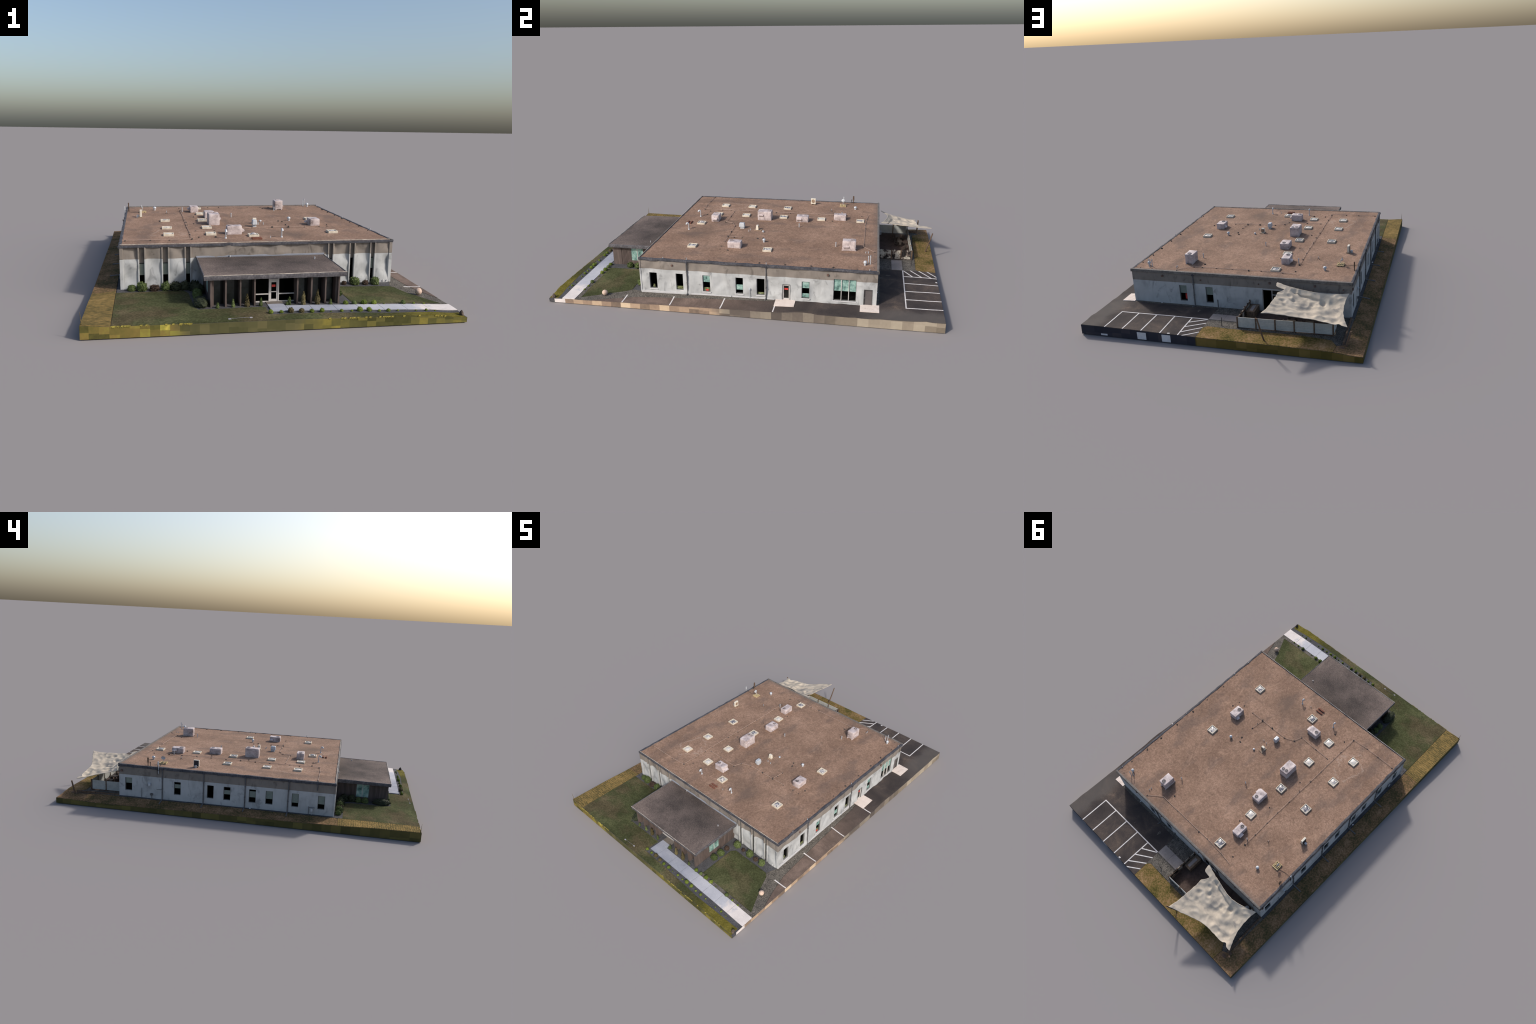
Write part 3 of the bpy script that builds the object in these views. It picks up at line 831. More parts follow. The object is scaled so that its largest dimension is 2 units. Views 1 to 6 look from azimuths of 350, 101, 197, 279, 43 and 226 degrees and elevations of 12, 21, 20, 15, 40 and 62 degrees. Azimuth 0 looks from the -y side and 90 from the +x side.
def window(frame, a, b, c, d, blinds, key, depth=DEPTH, sill=True, name="window", bars=(), hollow=0.0):
    h = bpy.data.objects.new(name, None)
    bpy.context.scene.collection.objects.link(h)
    h.parent = root
    def slab(mb, u0, u1, d0, d1, z0, z1, k):
        p = frame(u0, d0, z0); q = frame(u1, d1, z1)
        mb.box(min(p[0], q[0]), max(p[0], q[0]), min(p[1], q[1]), max(p[1], q[1]), z0, z1, k)
    mb = MB()
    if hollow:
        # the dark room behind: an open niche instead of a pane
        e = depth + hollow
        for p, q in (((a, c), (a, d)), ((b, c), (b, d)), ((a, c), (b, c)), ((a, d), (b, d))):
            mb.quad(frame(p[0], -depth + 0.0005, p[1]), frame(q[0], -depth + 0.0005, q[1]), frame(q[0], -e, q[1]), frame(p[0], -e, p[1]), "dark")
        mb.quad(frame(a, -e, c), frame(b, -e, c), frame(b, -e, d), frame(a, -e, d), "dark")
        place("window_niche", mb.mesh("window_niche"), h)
    else:
        slab(mb, a - 0.001, b + 0.001, -depth - 0.002, -depth + 0.0012, c - 0.001, d + 0.001, "pane")
        place("window_pane", mb.mesh("window_pane"), h)
    mb = MB(); t = 0.0022
    for u0, u1, z0, z1 in ((a - 0.0006, a + t, c, d), (b - t, b + 0.0006, c, d), (a + t, b - t, d - t, d + 0.0006), (a + t, b - t, c - 0.0006, c + t)):
        slab(mb, u0, u1, -depth - 0.001, -depth + 0.004, z0, z1, "frame")
    for u in bars:
        slab(mb, u - 0.0018, u + 0.0018, -depth, -0.001, c + t, d - t, "white_frame")
    place("window_frame", mb.mesh("window_frame"), h)
    for lo, hi in blinds:
        mb = MB(); slab(mb, a + t, b - t, -depth + 0.001, -depth + 0.0028, c + t + (d - c - 2 * t) * lo, c + t + (d - c - 2 * t) * hi, key)
        place("window_blind", mb.mesh("window_blind"), h)
    if sill:
        mb = MB(); slab(mb, a - 0.003, b + 0.003, -0.004, 0.0035, c - 0.005, c - 0.0008, "sill")
        bevel(place("window_sill", mb.mesh("window_sill"), h), 0.0008)
    return h

for w in E_WIN:
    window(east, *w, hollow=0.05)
for w in W_WIN:
    window(west, *w, sill=False, hollow=0.11 if w[0] in (0.0590, -0.0355) else 0.018)
for w in N_WIN:
    window(north, *w, sill=False, hollow=0.05 if w[0] > 0.2 else 0.10)
# pot plants and papers on two of the east sills
for y0, y1, z1, key in ((-0.270, -0.236, 0.085, "clutter"), (0.012, 0.046, 0.078, "clutter"), (-0.543, -0.532, 0.084, "clutter"), (-0.258, -0.244, 0.076, "sign_red")):
    mb = MB()
    mb.box(WX - DEPTH - 0.004, WX - DEPTH + (0.002 if key == "sign_red" else 0.0), y0, y1, 0.068, z1, key, 0.001)
    place("sill_clutter", mb.mesh("sill_clutter"))
mb = MB()
mb.box(0.283, 0.296, WY - DEPTH - 0.004, WY - DEPTH, 0.078, 0.108, "sign_red", 0.001)
place("sill_clutter", mb.mesh("sill_clutter"))
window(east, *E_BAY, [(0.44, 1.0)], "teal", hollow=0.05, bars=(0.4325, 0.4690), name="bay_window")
for k, (a, b) in enumerate(SLOTS):
    window(south, a + 0.001, b - 0.001, 0.056, 0.156, [(0.48, 0.97)] if k not in (4,) else [], "blind", depth=0.0125, sill=False, name="slot_window", hollow=0.03)
# tan infill above the slot windows and the raised ribs that flank them
mb = MB()
for a, b in SLOTS:
    mb.box(a, b, -WY + 0.0105, -WY + 0.0165, 0.1565, 0.2235, "band")
place("slot_infill", mb.mesh("slot_infill"))
for a, b in SLOTS:
    for u in (a, b):
        mb = MB()
        mb.box(u - 0.0032, u + 0.0032, -WY - 0.0055, -WY + 0.004, BASE - 0.004, BAND, "wall")
        mb.box(u - 0.0032, u + 0.0032, -WY - 0.0055, -WY + 0.004, BAND, 0.2225, "band")
        bevel(place("wall_rib", mb.mesh("wall_rib")), 0.0014)
for u, s in ((-0.576, 1), (0.576, -1)):
    mb = MB()
    mb.box(min(u, s * -0.591), max(u, s * -0.591), -WY - 0.0045, -WY + 0.004, BASE - 0.004, BAND, "wall")
    mb.box(min(u, s * -0.591), max(u, s * -0.591), -WY - 0.0045, -WY + 0.004, BAND, 0.2225, "band")
    bevel(place("corner_pilaster", mb.mesh("corner_pilaster")), 0.0016)

# doors of the east side
def east_door(a, b, z1, glazed):
    h = bpy.data.objects.new("door", None)
    bpy.context.scene.collection.objects.link(h)
    h.parent = root
    x = WX - DEPTH
    mb = MB()
    if glazed:
        t = 0.0055
        mb.box(x - 0.002, x + 0.002, a, b, 0.047, z1, "pane")
        place("door_glass", mb.mesh("door_glass"), h)
        mb = MB()
        for y0, y1, z0, zz in ((a, a + t, 0.047, z1), (b - t, b, 0.047, z1), (a + t, b - t, z1 - 0.007, z1), (a + t, b - t, 0.047, 0.058)):
            mb.box(x - 0.003, x + 0.0065, y0, y1, z0, zz, "white_frame")
        bevel(place("door_leaf", mb.mesh("door_leaf"), h), 0.0008)
        mb = MB()
        mb.box(x + 0.002, x + 0.0032, a + 0.0075, b - 0.009, 0.103, 0.112, "sign_red")
        place("door_sign", mb.mesh("door_sign"), h)
    else:
        mb.box(x - 0.002, x + 0.003, a, b, 0.047, z1, "grey_door")
        bevel(place("door_leaf", mb.mesh("door_leaf"), h), 0.0008)
        mb = MB()
        mb.tube([(x + 0.003, a + 0.004, 0.088), (x + 0.0055, a + 0.004, 0.088)], 0.0015, "metal", 8)
        place("door_knob", mb.mesh("door_knob"), h)
    mb = MB()
    for y0, y1, z0, zz in ((a - 0.002, a, 0.046, z1 + 0.002), (b, b + 0.002, 0.046, z1 + 0.002), (a, b, z1, z1 + 0.002)):
        mb.box(x, WX + 0.0015, y0, y1, z0, zz, "frame")
    place("door_frame", mb.mesh("door_frame"), h)
east_door(E_DOOR[0], E_DOOR[1], E_DOOR[3], True)
east_door(E_DOOR2[0], E_DOOR2[1], E_DOOR2[3], False)

# glazed storefront towards the patio
def storefront():
    h = bpy.data.objects.new("storefront", None)
    bpy.context.scene.collection.objects.link(h)
    h.parent = root
    a, b, z0, z1 = N_STORE
    y = WY + 0.0025 - DEPTH
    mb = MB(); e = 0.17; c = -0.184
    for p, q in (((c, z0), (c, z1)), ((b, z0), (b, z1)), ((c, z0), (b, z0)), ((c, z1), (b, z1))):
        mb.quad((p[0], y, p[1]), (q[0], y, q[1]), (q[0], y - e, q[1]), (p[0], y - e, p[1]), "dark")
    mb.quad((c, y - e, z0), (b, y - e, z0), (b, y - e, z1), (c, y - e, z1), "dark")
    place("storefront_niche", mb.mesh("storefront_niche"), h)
    mb = MB(); mb.box(a - 0.001, c, y - 0.002, y + 0.002, z0, z1, "pane")
    place("storefront_glass", mb.mesh("storefront_glass"), h)
    mb = MB(); t = 0.004
    for u0, u1, c, d in ((a, a + t, 0.047, z1), (b - t * 0.6, b, 0.047, z1), (a + t, b - t, z1 - t, z1), (-0.186, -0.182, 0.047, z1 - t),
                         (-0.226, -0.222, 0.047, 0.137), (a + t, -0.186, 0.137, 0.141), (-0.222, -0.186, 0.047, 0.055)):
        mb.box(u0, u1, y - 0.001, y + 0.0055, c, d, "white_frame")
    bevel(place("storefront_frame", mb.mesh("storefront_frame"), h), 0.0006)
storefront()

# plinth ledge along the east foot
mb = MB()
for y0, y1 in ((-WY - 0.001, -0.358), (-0.349, -0.122), (-0.118, 0.053), (0.062, 0.100)):
    mb.box(WX - 0.003, WX + 0.0045, y0, y1, 0.038, 0.0515, "plinth")
bevel(place("wall_plinth", mb.mesh("wall_plinth")), 0.0012)

# ----------------------------------------------------------------------------
# main roof
# ----------------------------------------------------------------------------
def build_roof():
    mb = MB()
    us = spread(-WX + 0.002, WX - 0.002, 0.02)
    vs = spread(-WY + 0.002, WY - 0.002, 0.02)
    def top(u, v):
        k = min(1, (WX - abs(u)) / 0.05, (WY - abs(v)) / 0.05)
        return (u, v, DECK + 0.0014 * sstep(0.35, 0.60, v) + 0.0022 * k * noise.noise(Vector((u * 6, v * 6, 5))) + 0.0005 * noise.noise(Vector((u * 40, v * 40, 2))))
    mb.grid(top, us, vs, lambda u, v: "roof")
    e = WX - 0.002; n = WY - 0.002
    for a, b in (((-e, -n), (e, -n)), ((e, -n), (e, n)), ((e, n), (-e, n)), ((-e, n), (-e, -n))):
        mb.quad((*a, 0.222), (*b, 0.222), (*b, DECK), (*a, DECK), "roof")
    return place("roof_deck", mb.mesh("roof_deck", 50))
build_roof()

def coping(name, frame, u0, u1, lift, lip, seed, wob=0.0012, key="coping", foot=0.2205):
    """folded metal edge, dented along its run"""
    mb = MB()
    us = spread(u0, u1, 0.012)
    # cross-section: outward distance, height
    prof = [(-0.007, 0.2285), (-0.006, 0.2330 + lift), (-0.001, 0.2340 + lift), (lip, 0.2320 + lift), (lip + 0.0008, 0.2265), (lip, foot + 0.001), (0.0, foot)]
    def fn(u, i):
        d, z = prof[int(i)]
        w = noise.noise(Vector((u * 26, i * 0.7, seed)))
        w2 = noise.noise(Vector((u * 70, i * 1.3, seed + 4)))
        if 0 < i < 6:
            d += wob * w + 0.0006 * w2
            z += 0.7 * wob * noise.noise(Vector((u * 19, i * 0.4, seed + 9)))
        return frame(u, d, z)
    mb.grid(fn, us, list(range(len(prof))), lambda u, i: key)
    i0 = len(mb.v)
    for u in (u0, u1):
        k = len(mb.v)
        for i in range(len(prof)):
            mb.v.append(tuple(fn(u, i)))
        mb.f.append(tuple(range(k, k + len(prof))))
        mb.m.append(0)
    return place(name, mb.mesh(name, 40))
coping("roof_coping", east, -WY - 0.004, WY + 0.004, 0.0004, 0.0055, 1.0, 0.0030)
coping("roof_coping", west, -WY - 0.004, WY + 0.004, 0.0010, 0.0055, 5.0, 0.0030, foot=0.2185)
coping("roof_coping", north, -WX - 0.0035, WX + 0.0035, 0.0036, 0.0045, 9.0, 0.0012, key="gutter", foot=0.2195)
coping("roof_coping", south, -WX - 0.0035, WX + 0.0035, -0.0016, 0.0050, 13.0, 0.0016)
mb = MB()
us = spread(-WX, WX, 0.02)
mb.tube([(u, -WY + 0.001 + 0.0006 * noise.noise(Vector((u * 20, 1, 2))), 0.2352 + 0.0008 * noise.noise(Vector((u * 14, 7, 2)))) for u in us], 0.0016, "coping_trim", 6)
place("roof_trim", mb.mesh("roof_trim", 60))

# skylights: curb, flashing and shallow pillow dome
def build_skylights():
    hw = 0.0232
    fr = MB()
    t = 0.0045
    for x0, x1, y0, y1 in ((-hw, hw, -hw, -hw + t), (-hw, hw, hw - t, hw), (-hw, -hw + t, -hw + t, hw - t), (hw - t, hw, -hw + t, hw - t)):
        fr.box(x0, x1, y0, y1, -0.003, 0.0095, "sky_frame")
    fr_me = fr.mesh("skylight_curb")
    do = MB()
    us = [k / 8 * 2 - 1 for k in range(9)]
    r = hw - t + 0.0004
    do.grid(lambda u, v: (u * r, v * r, 0.0050 + 0.0050 * (1 - u * u) * (1 - v * v) + 0.0008 * noise.noise(Vector((u * 2, v * 2, 4)))), us, us, lambda u, v: "dome")
    do_me = do.mesh("skylight_dome", 60)
    hood = MB()
    hood.grid(lambda u, v: (u * 0.013, v * 0.013, 0.0075 + 0.0085 * math.sqrt(max(0, 1 - 0.9 * min(1, u * u + v * v)))), us, us, lambda u, v: "dome")
    hood_me = hood.mesh("skylight_dome", 60)
    spots = [(0.382, -0.381), (-0.006, -0.440), (-0.192, -0.382), (-0.193, -0.205), (-0.382, -0.382), (-0.383, -0.204),
             (-0.193, 0.030), (0.383, 0.029), (-0.179, 0.498), (-0.383, 0.028), (-0.181, 0.263)]
    for k, (x, y) in enumerate(spots):
        h = bpy.data.objects.new("skylight", None)
        bpy.context.scene.collection.objects.link(h)
        h.parent = root
        h.location = (x, y, DECK)
        h.rotation_euler = (0, 0, random.uniform(-0.03, 0.03))
        bevel(place("skylight_curb", fr_me, h), 0.0012)
        place("skylight_dome", do_me, h, rot=random.choice((0, 1, 2, 3)) * math.pi / 2)
        if k == 1:
            place("skylight_dome", hood_me, h)
build_skylights()

# packaged air-conditioning units
def unit(x0, x1, y0, y1, z1, fans, hood, seed, skid=0.0):
    """casing with a slightly battered skin; fans = [(x, y, r)], hood = side letter"""
    h = bpy.data.objects.new("rooftop_unit", None)
    bpy.context.scene.collection.objects.link(h)
    h.parent = root
    z0 = DECK + skid
    bm = bmesh.new()
    bmesh.ops.create_cube(bm, size=1.0)
    bmesh.ops.scale(bm, vec=(x1 - x0, y1 - y0, z1 - z0 + 0.002), verts=bm.verts)
    bmesh.ops.bevel(bm, geom=bm.edges[:], offset=0.0034, segments=2, affect='EDGES', profile=0.6)
    bmesh.ops.subdivide_edges(bm, edges=[e for e in bm.edges if e.calc_length() > 0.012], cuts=5, use_grid_fill=True)
    for v in bm.verts:
        p = v.co * 55 + Vector((seed * 3.3, seed, 1))
        v.co += v.normal * 0.0014 * noise.noise(p)
        v.co += Vector((0.7, 0.7, 1.2)) * 0.0014 * noise.noise(p * 0.6)
    bmesh.ops.translate(bm, vec=((x0 + x1) / 2, (y0 + y1) / 2, (z0 + z1) / 2 - 0.001), verts=bm.verts)
    me = bpy.data.meshes.new("unit_casing")
    bm.to_mesh(me); bm.free()
    me.materials.append(M["hvac"])
    shade(me, 35)
    place("unit_casing", me, h)
    mb = MB()
    # access panels and vertical seams
    ym = (y0 + y1) / 2
    xm = (x0 + x1) / 2
    for s, x in ((-1, x0), (1, x1)):
        mb.box(x - 0.0012, x + 0.0012, y0 + 0.006, ym - 0.0015, z0 + 0.005, z1 - 0.007, "hvac")
        mb.box(x - 0.0012, x + 0.0012, ym + 0.0015, y1 - 0.006, z0 + 0.005, z1 - 0.007, "hvac")
    bevel(place("unit_panel", mb.mesh("unit_panel"), h), 0.0006)
    if skid:
        mb = MB()
        for x in (x0 + 0.006, x1 - 0.006):
            mb.box(x - 0.003, x + 0.003, y0 - 0.003, y1 + 0.003, DECK - 0.002, z0 + 0.001, "hvac")
        place("unit_skid", mb.mesh("unit_skid"), h)
    for fx, fy, r in fans:
        mb = MB()
        mb.tube([(fx, fy, z1 - 0.004), (fx, fy, z1 + 0.0008)], r, "fan", 20)
        ring = [(fx + math.cos(a) * r, fy + math.sin(a) * r, z1 + 0.001) for a in [k * math.pi / 10 for k in range(21)]]
        mb.tube(ring, 0.0010, "hvac", 6)
        for k in range(4):
            a = k * math.pi / 4 + seed
            mb.tube([(fx - math.cos(a) * r, fy - math.sin(a) * r, z1 + 0.0012), (fx + math.cos(a) * r, fy + math.sin(a) * r, z1 + 0.0012)], 0.00045, "hvac", 5)
        place("unit_fan", mb.mesh("unit_fan", 40), h)
    if hood:
        side, p0, p1, out, zt, zb = hood
        mb = MB()
        # sloping weather hood over the air intake
        def pt(o, p, z):
            return {'W': (x0 - o, p, z), 'E': (x1 + o, p, z), 'N': (p, y1 + o, z), 'S': (p, y0 - o, z)}[side]
        mb.quad(pt(-0.001, p0, zt), pt(-0.001, p1, zt), pt(out, p1, zt - 0.006), pt(out, p0, zt - 0.006), "hvac")
        mb.quad(pt(out, p0, zt - 0.006), pt(out, p1, zt - 0.006), pt(out, p1, zt - 0.011), pt(out, p0, zt - 0.011), "hvac")
        mb.quad(pt(out, p0, zt - 0.011), pt(out, p1, zt - 0.011), pt(-0.001, p1, zb), pt(-0.001, p0, zb), "rust")
        for p in (p0, p1):
            i = len(mb.v)
            mb.v += [pt(-0.001, p, zt), pt(out, p, zt - 0.006), pt(out, p, zt - 0.011), pt(-0.001, p, zb)]
            mb.f.append((i, i + 1, i + 2, i + 3)); mb.m.append(mb.slot("hvac"))
        place("unit_hood", mb.mesh("unit_hood"), h)

unit(-0.1725, -0.1185, -0.120, -0.036, 0.2865, [(-0.133, -0.052, 0.0095), (-0.156, -0.055, 0.0095)], ('E', -0.112, -0.085, 0.008, 0.272, 0.255), 1.0)
unit(-0.1690, -0.1170, 0.117, 0.189, 0.2655, [(-0.138, 0.172, 0.0105)], ('E', 0.122, 0.150, 0.010, 0.258, 0.240), 2.0)
unit(-0.2290, -0.1845, 0.338, 0.4105, 0.2655, [(-0.209, 0.355, 0.011)], ('W', 0.378, 0.405, 0.014, 0.256, 0.238), 3.0)
unit(-0.1180, -0.0500, -0.392, -0.347, 0.2700, [(-0.101, -0.369, 0.0105)], ('E', -0.385, -0.355, 0.013, 0.256, 0.240), 4.0)
unit(0.3310, 0.3800, -0.189, -0.117, 0.2655, [(0.352, -0.171, 0.0115)], ('W', -0.140, -0.120, 0.014, 0.252, 0.238), 5.0)
unit(0.2830, 0.3290, 0.418, 0.4875, 0.2860, [(0.307, 0.471, 0.0115)], ('E', 0.425, 0.452, 0.007, 0.262, 0.248), 6.0, skid=0.004)

# pipework on low rubber supports
def build_pipes():
    runs = [[(-0.575, -0.5085), (-0.383, -0.5085), (-0.286, -0.5000)],
            [(-0.286, -0.500), (-0.285, -0.383), (-0.286, -0.205), (-0.2825, -0.03), (-0.281, 0.151), (-0.283, 0.331), (-0.284, 0.411)],
            [(-0.262, -0.296), (-0.046, -0.300), (-0.030, -0.254), (0.026, -0.2285), (0.209, -0.2270), (0.300, -0.2245)],
            [(0.209, -0.227), (0.2155, -0.145)],
            [(0.216, 0.529), (0.047, 0.530), (-0.110, 0.530), (-0.226, 0.536), (-0.30, 0.545)],
            [(0.216, 0.529), (0.262, 0.527), (0.337, 0.586)]]
    mb = MB()
    for r in runs:
        path = []
        for (a, b), (c, d) in zip(r, r[1:]):
            n = max(1, int(math.hypot(c - a, d - b) / 0.03))
            for k in range(n):
                path.append((a + (c - a) * k / n, b + (d - b) * k / n))
        path.append(r[-1])
        mb.tube([(x, y, DECK + 0.0046 + 0.0006 * noise.noise(Vector((x * 20, y * 20, 1)))) for x, y in path], 0.0011, "gas_pipe", 6)
    place("roof_pipe", mb.mesh("roof_pipe", 60))
    sup = MB()
    sup.box(-0.0042, 0.0042, -0.0028, 0.0028, -0.002, 0.0042, "support", 0.0008)
    me = sup.mesh("pipe_support")
    pts = [(-0.286, -0.498), (-0.383, -0.508), (-0.464, -0.509), (-0.569, -0.508), (-0.252, -0.453), (-0.178, -0.454), (-0.286, -0.383),
           (-0.284, -0.321), (-0.284, -0.26), (-0.287, -0.205), (-0.283, -0.119), (-0.244, -0.073), (-0.166, -0.296), (-0.254, -0.296),
           (-0.046, -0.302), (-0.03, -0.254), (0.026, -0.229), (0.127, -0.227), (0.209, -0.227), (0.216, -0.19), (0.216, -0.144), (0.292, -0.226),
           (-0.281, -0.03), (-0.282, 0.059), (-0.28, 0.151), (-0.226, 0.16), (-0.283, 0.238), (-0.282, 0.331), (-0.283, 0.411), (-0.161, 0.332),
           (0.367, -0.226), (0.408, -0.223), (0.42, -0.178), (0.216, -0.056), (0.202, -0.028), (0.336, 0.586), (0.263, 0.525), (0.219, 0.48),
           (0.214, 0.529), (0.134, 0.531), (0.047, 0.529), (-0.044, 0.533), (-0.11, 0.529), (-0.226, 0.535), (-0.285, 0.504),
           (0.546, 0.585), (0.572, 0.505), (0.569, 0.389), (0.569, 0.28), (0.57, 0.15), (0.569, 0.02), (0.57, -0.1), (0.568, -0.24), (0.57, -0.36)]
    for x, y in pts:
        s = random.uniform(0.75, 1.25)
        place("pipe_support", me, None, (x, y, DECK), random.uniform(0, 3.1), (s, s, s * random.uniform(0.8, 1.4)))
build_pipes()

# vents, cowls and aerials
def mushroom(x, y, r, h, key="metal"):
    mb = MB()
    mb.tube([(x, y, DECK - 0.002), (x, y, DECK + h * 0.55)], r * 0.62, key, 12)
    prof = [(0.5, 1.0), (0.62, 1.04), (0.80, 0.95), (0.93, 0.62), (1.0, 0.15)]
    mb.tube([(x, y, DECK + h * t) for t, _ in prof], [r * k for _, k in prof], key, 14)
    place("roof_vent", mb.mesh("roof_vent", 50))
mushroom(0.263, -0.011, 0.0088, 0.022)
mushroom(-0.428, 0.459, 0.0095, 0.022)
mushroom(0.515, 0.541, 0.0088, 0.026)
mushroom(0.103, -0.045, 0.0065, 0.012)

def gooseneck(x, y, h=0.042):
    mb = MB()
    path = [(x, y, DECK - 0.002), (x, y, DECK + h * 0.72)]
    for k in range(1, 8):
        a = math.pi * k / 7
        path.append((x, y - 0.0065 + 0.0065 * math.cos(a), DECK + h * 0.72 + 0.0085 * math.sin(a)))
    mb.tube(path, [0.0028] * 2 + [0.0030 + 0.0004 * k for k in range(1, 8)], "metal", 10)
    mb.tube([(x, y, DECK - 0.001), (x, y, DECK + 0.005)], [0.0062, 0.0034], "metal", 10)
    place("gooseneck_vent", mb.mesh("gooseneck_vent", 50))
gooseneck(0.115, -0.483)
gooseneck(-0.1375, -0.484)

def stub(x, y, h, r=0.0034, key="metal"):
    mb = MB()
    mb.tube([(x, y, DECK - 0.002), (x, y, DECK + h)], r * 0.75, key, 10)
    mb.tube([(x, y, DECK + h * 0.8), (x, y, DECK + h)], r, key, 10)
    place("vent_pipe", mb.mesh("vent_pipe", 50))
stub(-0.0225, 0.147, 0.023)
stub(0.268, 0.381, 0.024)
stub(-0.273, 0.383, 0.026)
stub(0.102, -0.129, 0.012, 0.0026)
stub(0.077, -0.125, 0.011, 0.0026)
stub(0.0605, -0.500, 0.010, 0.002)
stub(0.350, 0.541, 0.010, 0.0026)
stub(0.351, 0.554, 0.012, 0.0026)
stub(0.501, 0.566, 0.049, 0.0028)
stub(0.490, 0.556, 0.042, 0.0028)
for y, z in ((-0.478, 0.004), (-0.353, 0.008), (0.058, 0.008), (0.565, 0.006)):
    stub(0.583, y, z + 0.004, 0.0022)

def box_vents():
    # box exhaust with a curved cowl, and a cream cowl on a tan curb
    mb = MB()
    mb.box(0.037, 0.056, -0.192, -0.165, DECK - 0.002, DECK + 0.010, "metal", 0.002)
    mb.box(0.0335, 0.0595, -0.198, -0.163, DECK + 0.010, DECK + 0.034, "metal", 0.003)
    bevel(place("exhaust_box", mb.mesh("exhaust_box")), 0.003, 3)
    mb = MB()
    mb.box(0.050, 0.080, -0.102, -0.060, DECK - 0.002, DECK + 0.0035, "rust")
    bevel(place("exhaust_curb", mb.mesh("exhaust_curb")), 0.001)
    mb = MB()
    mb.box(0.053, 0.075, -0.094, -0.078, DECK + 0.0035, DECK + 0.029, "cream", 0.002)
    mb.box(0.0535, 0.0745, -0.0795, -0.0765, DECK + 0.008, DECK + 0.024, "rust", 0.001)
    bevel(place("exhaust_cowl", mb.mesh("exhaust_cowl")), 0.003, 3)
    # free-standing condenser by the west edge
    mb = MB()
    mb.box(-0.512, -0.500, 0.165, 0.197, DECK + 0.004, DECK + 0.041, "cream")
    bevel(place("condenser_casing", mb.mesh("condenser_casing")), 0.0015)
    mb = MB()
    mb.tube([(-0.5005, 0.181, DECK + 0.024), (-0.4990, 0.181, DECK + 0.024)], 0.0115, "rust", 20)
    mb.box(-0.5128, -0.5115, 0.168, 0.194, DECK + 0.008, DECK + 0.038, "fan")
    place("condenser_grille", mb.mesh("condenser_grille", 40))
    mb = MB()
    for y in (0.169, 0.193):
        mb.box(-0.520, -0.494, y - 0.002, y + 0.002, DECK - 0.002, DECK + 0.0042, "rust")
    mb.box(-0.528, -0.516, 0.176, 0.186, DECK - 0.002, DECK + 0.014, "metal")
    place("condenser_stand", mb.mesh("condenser_stand"))
box_vents()

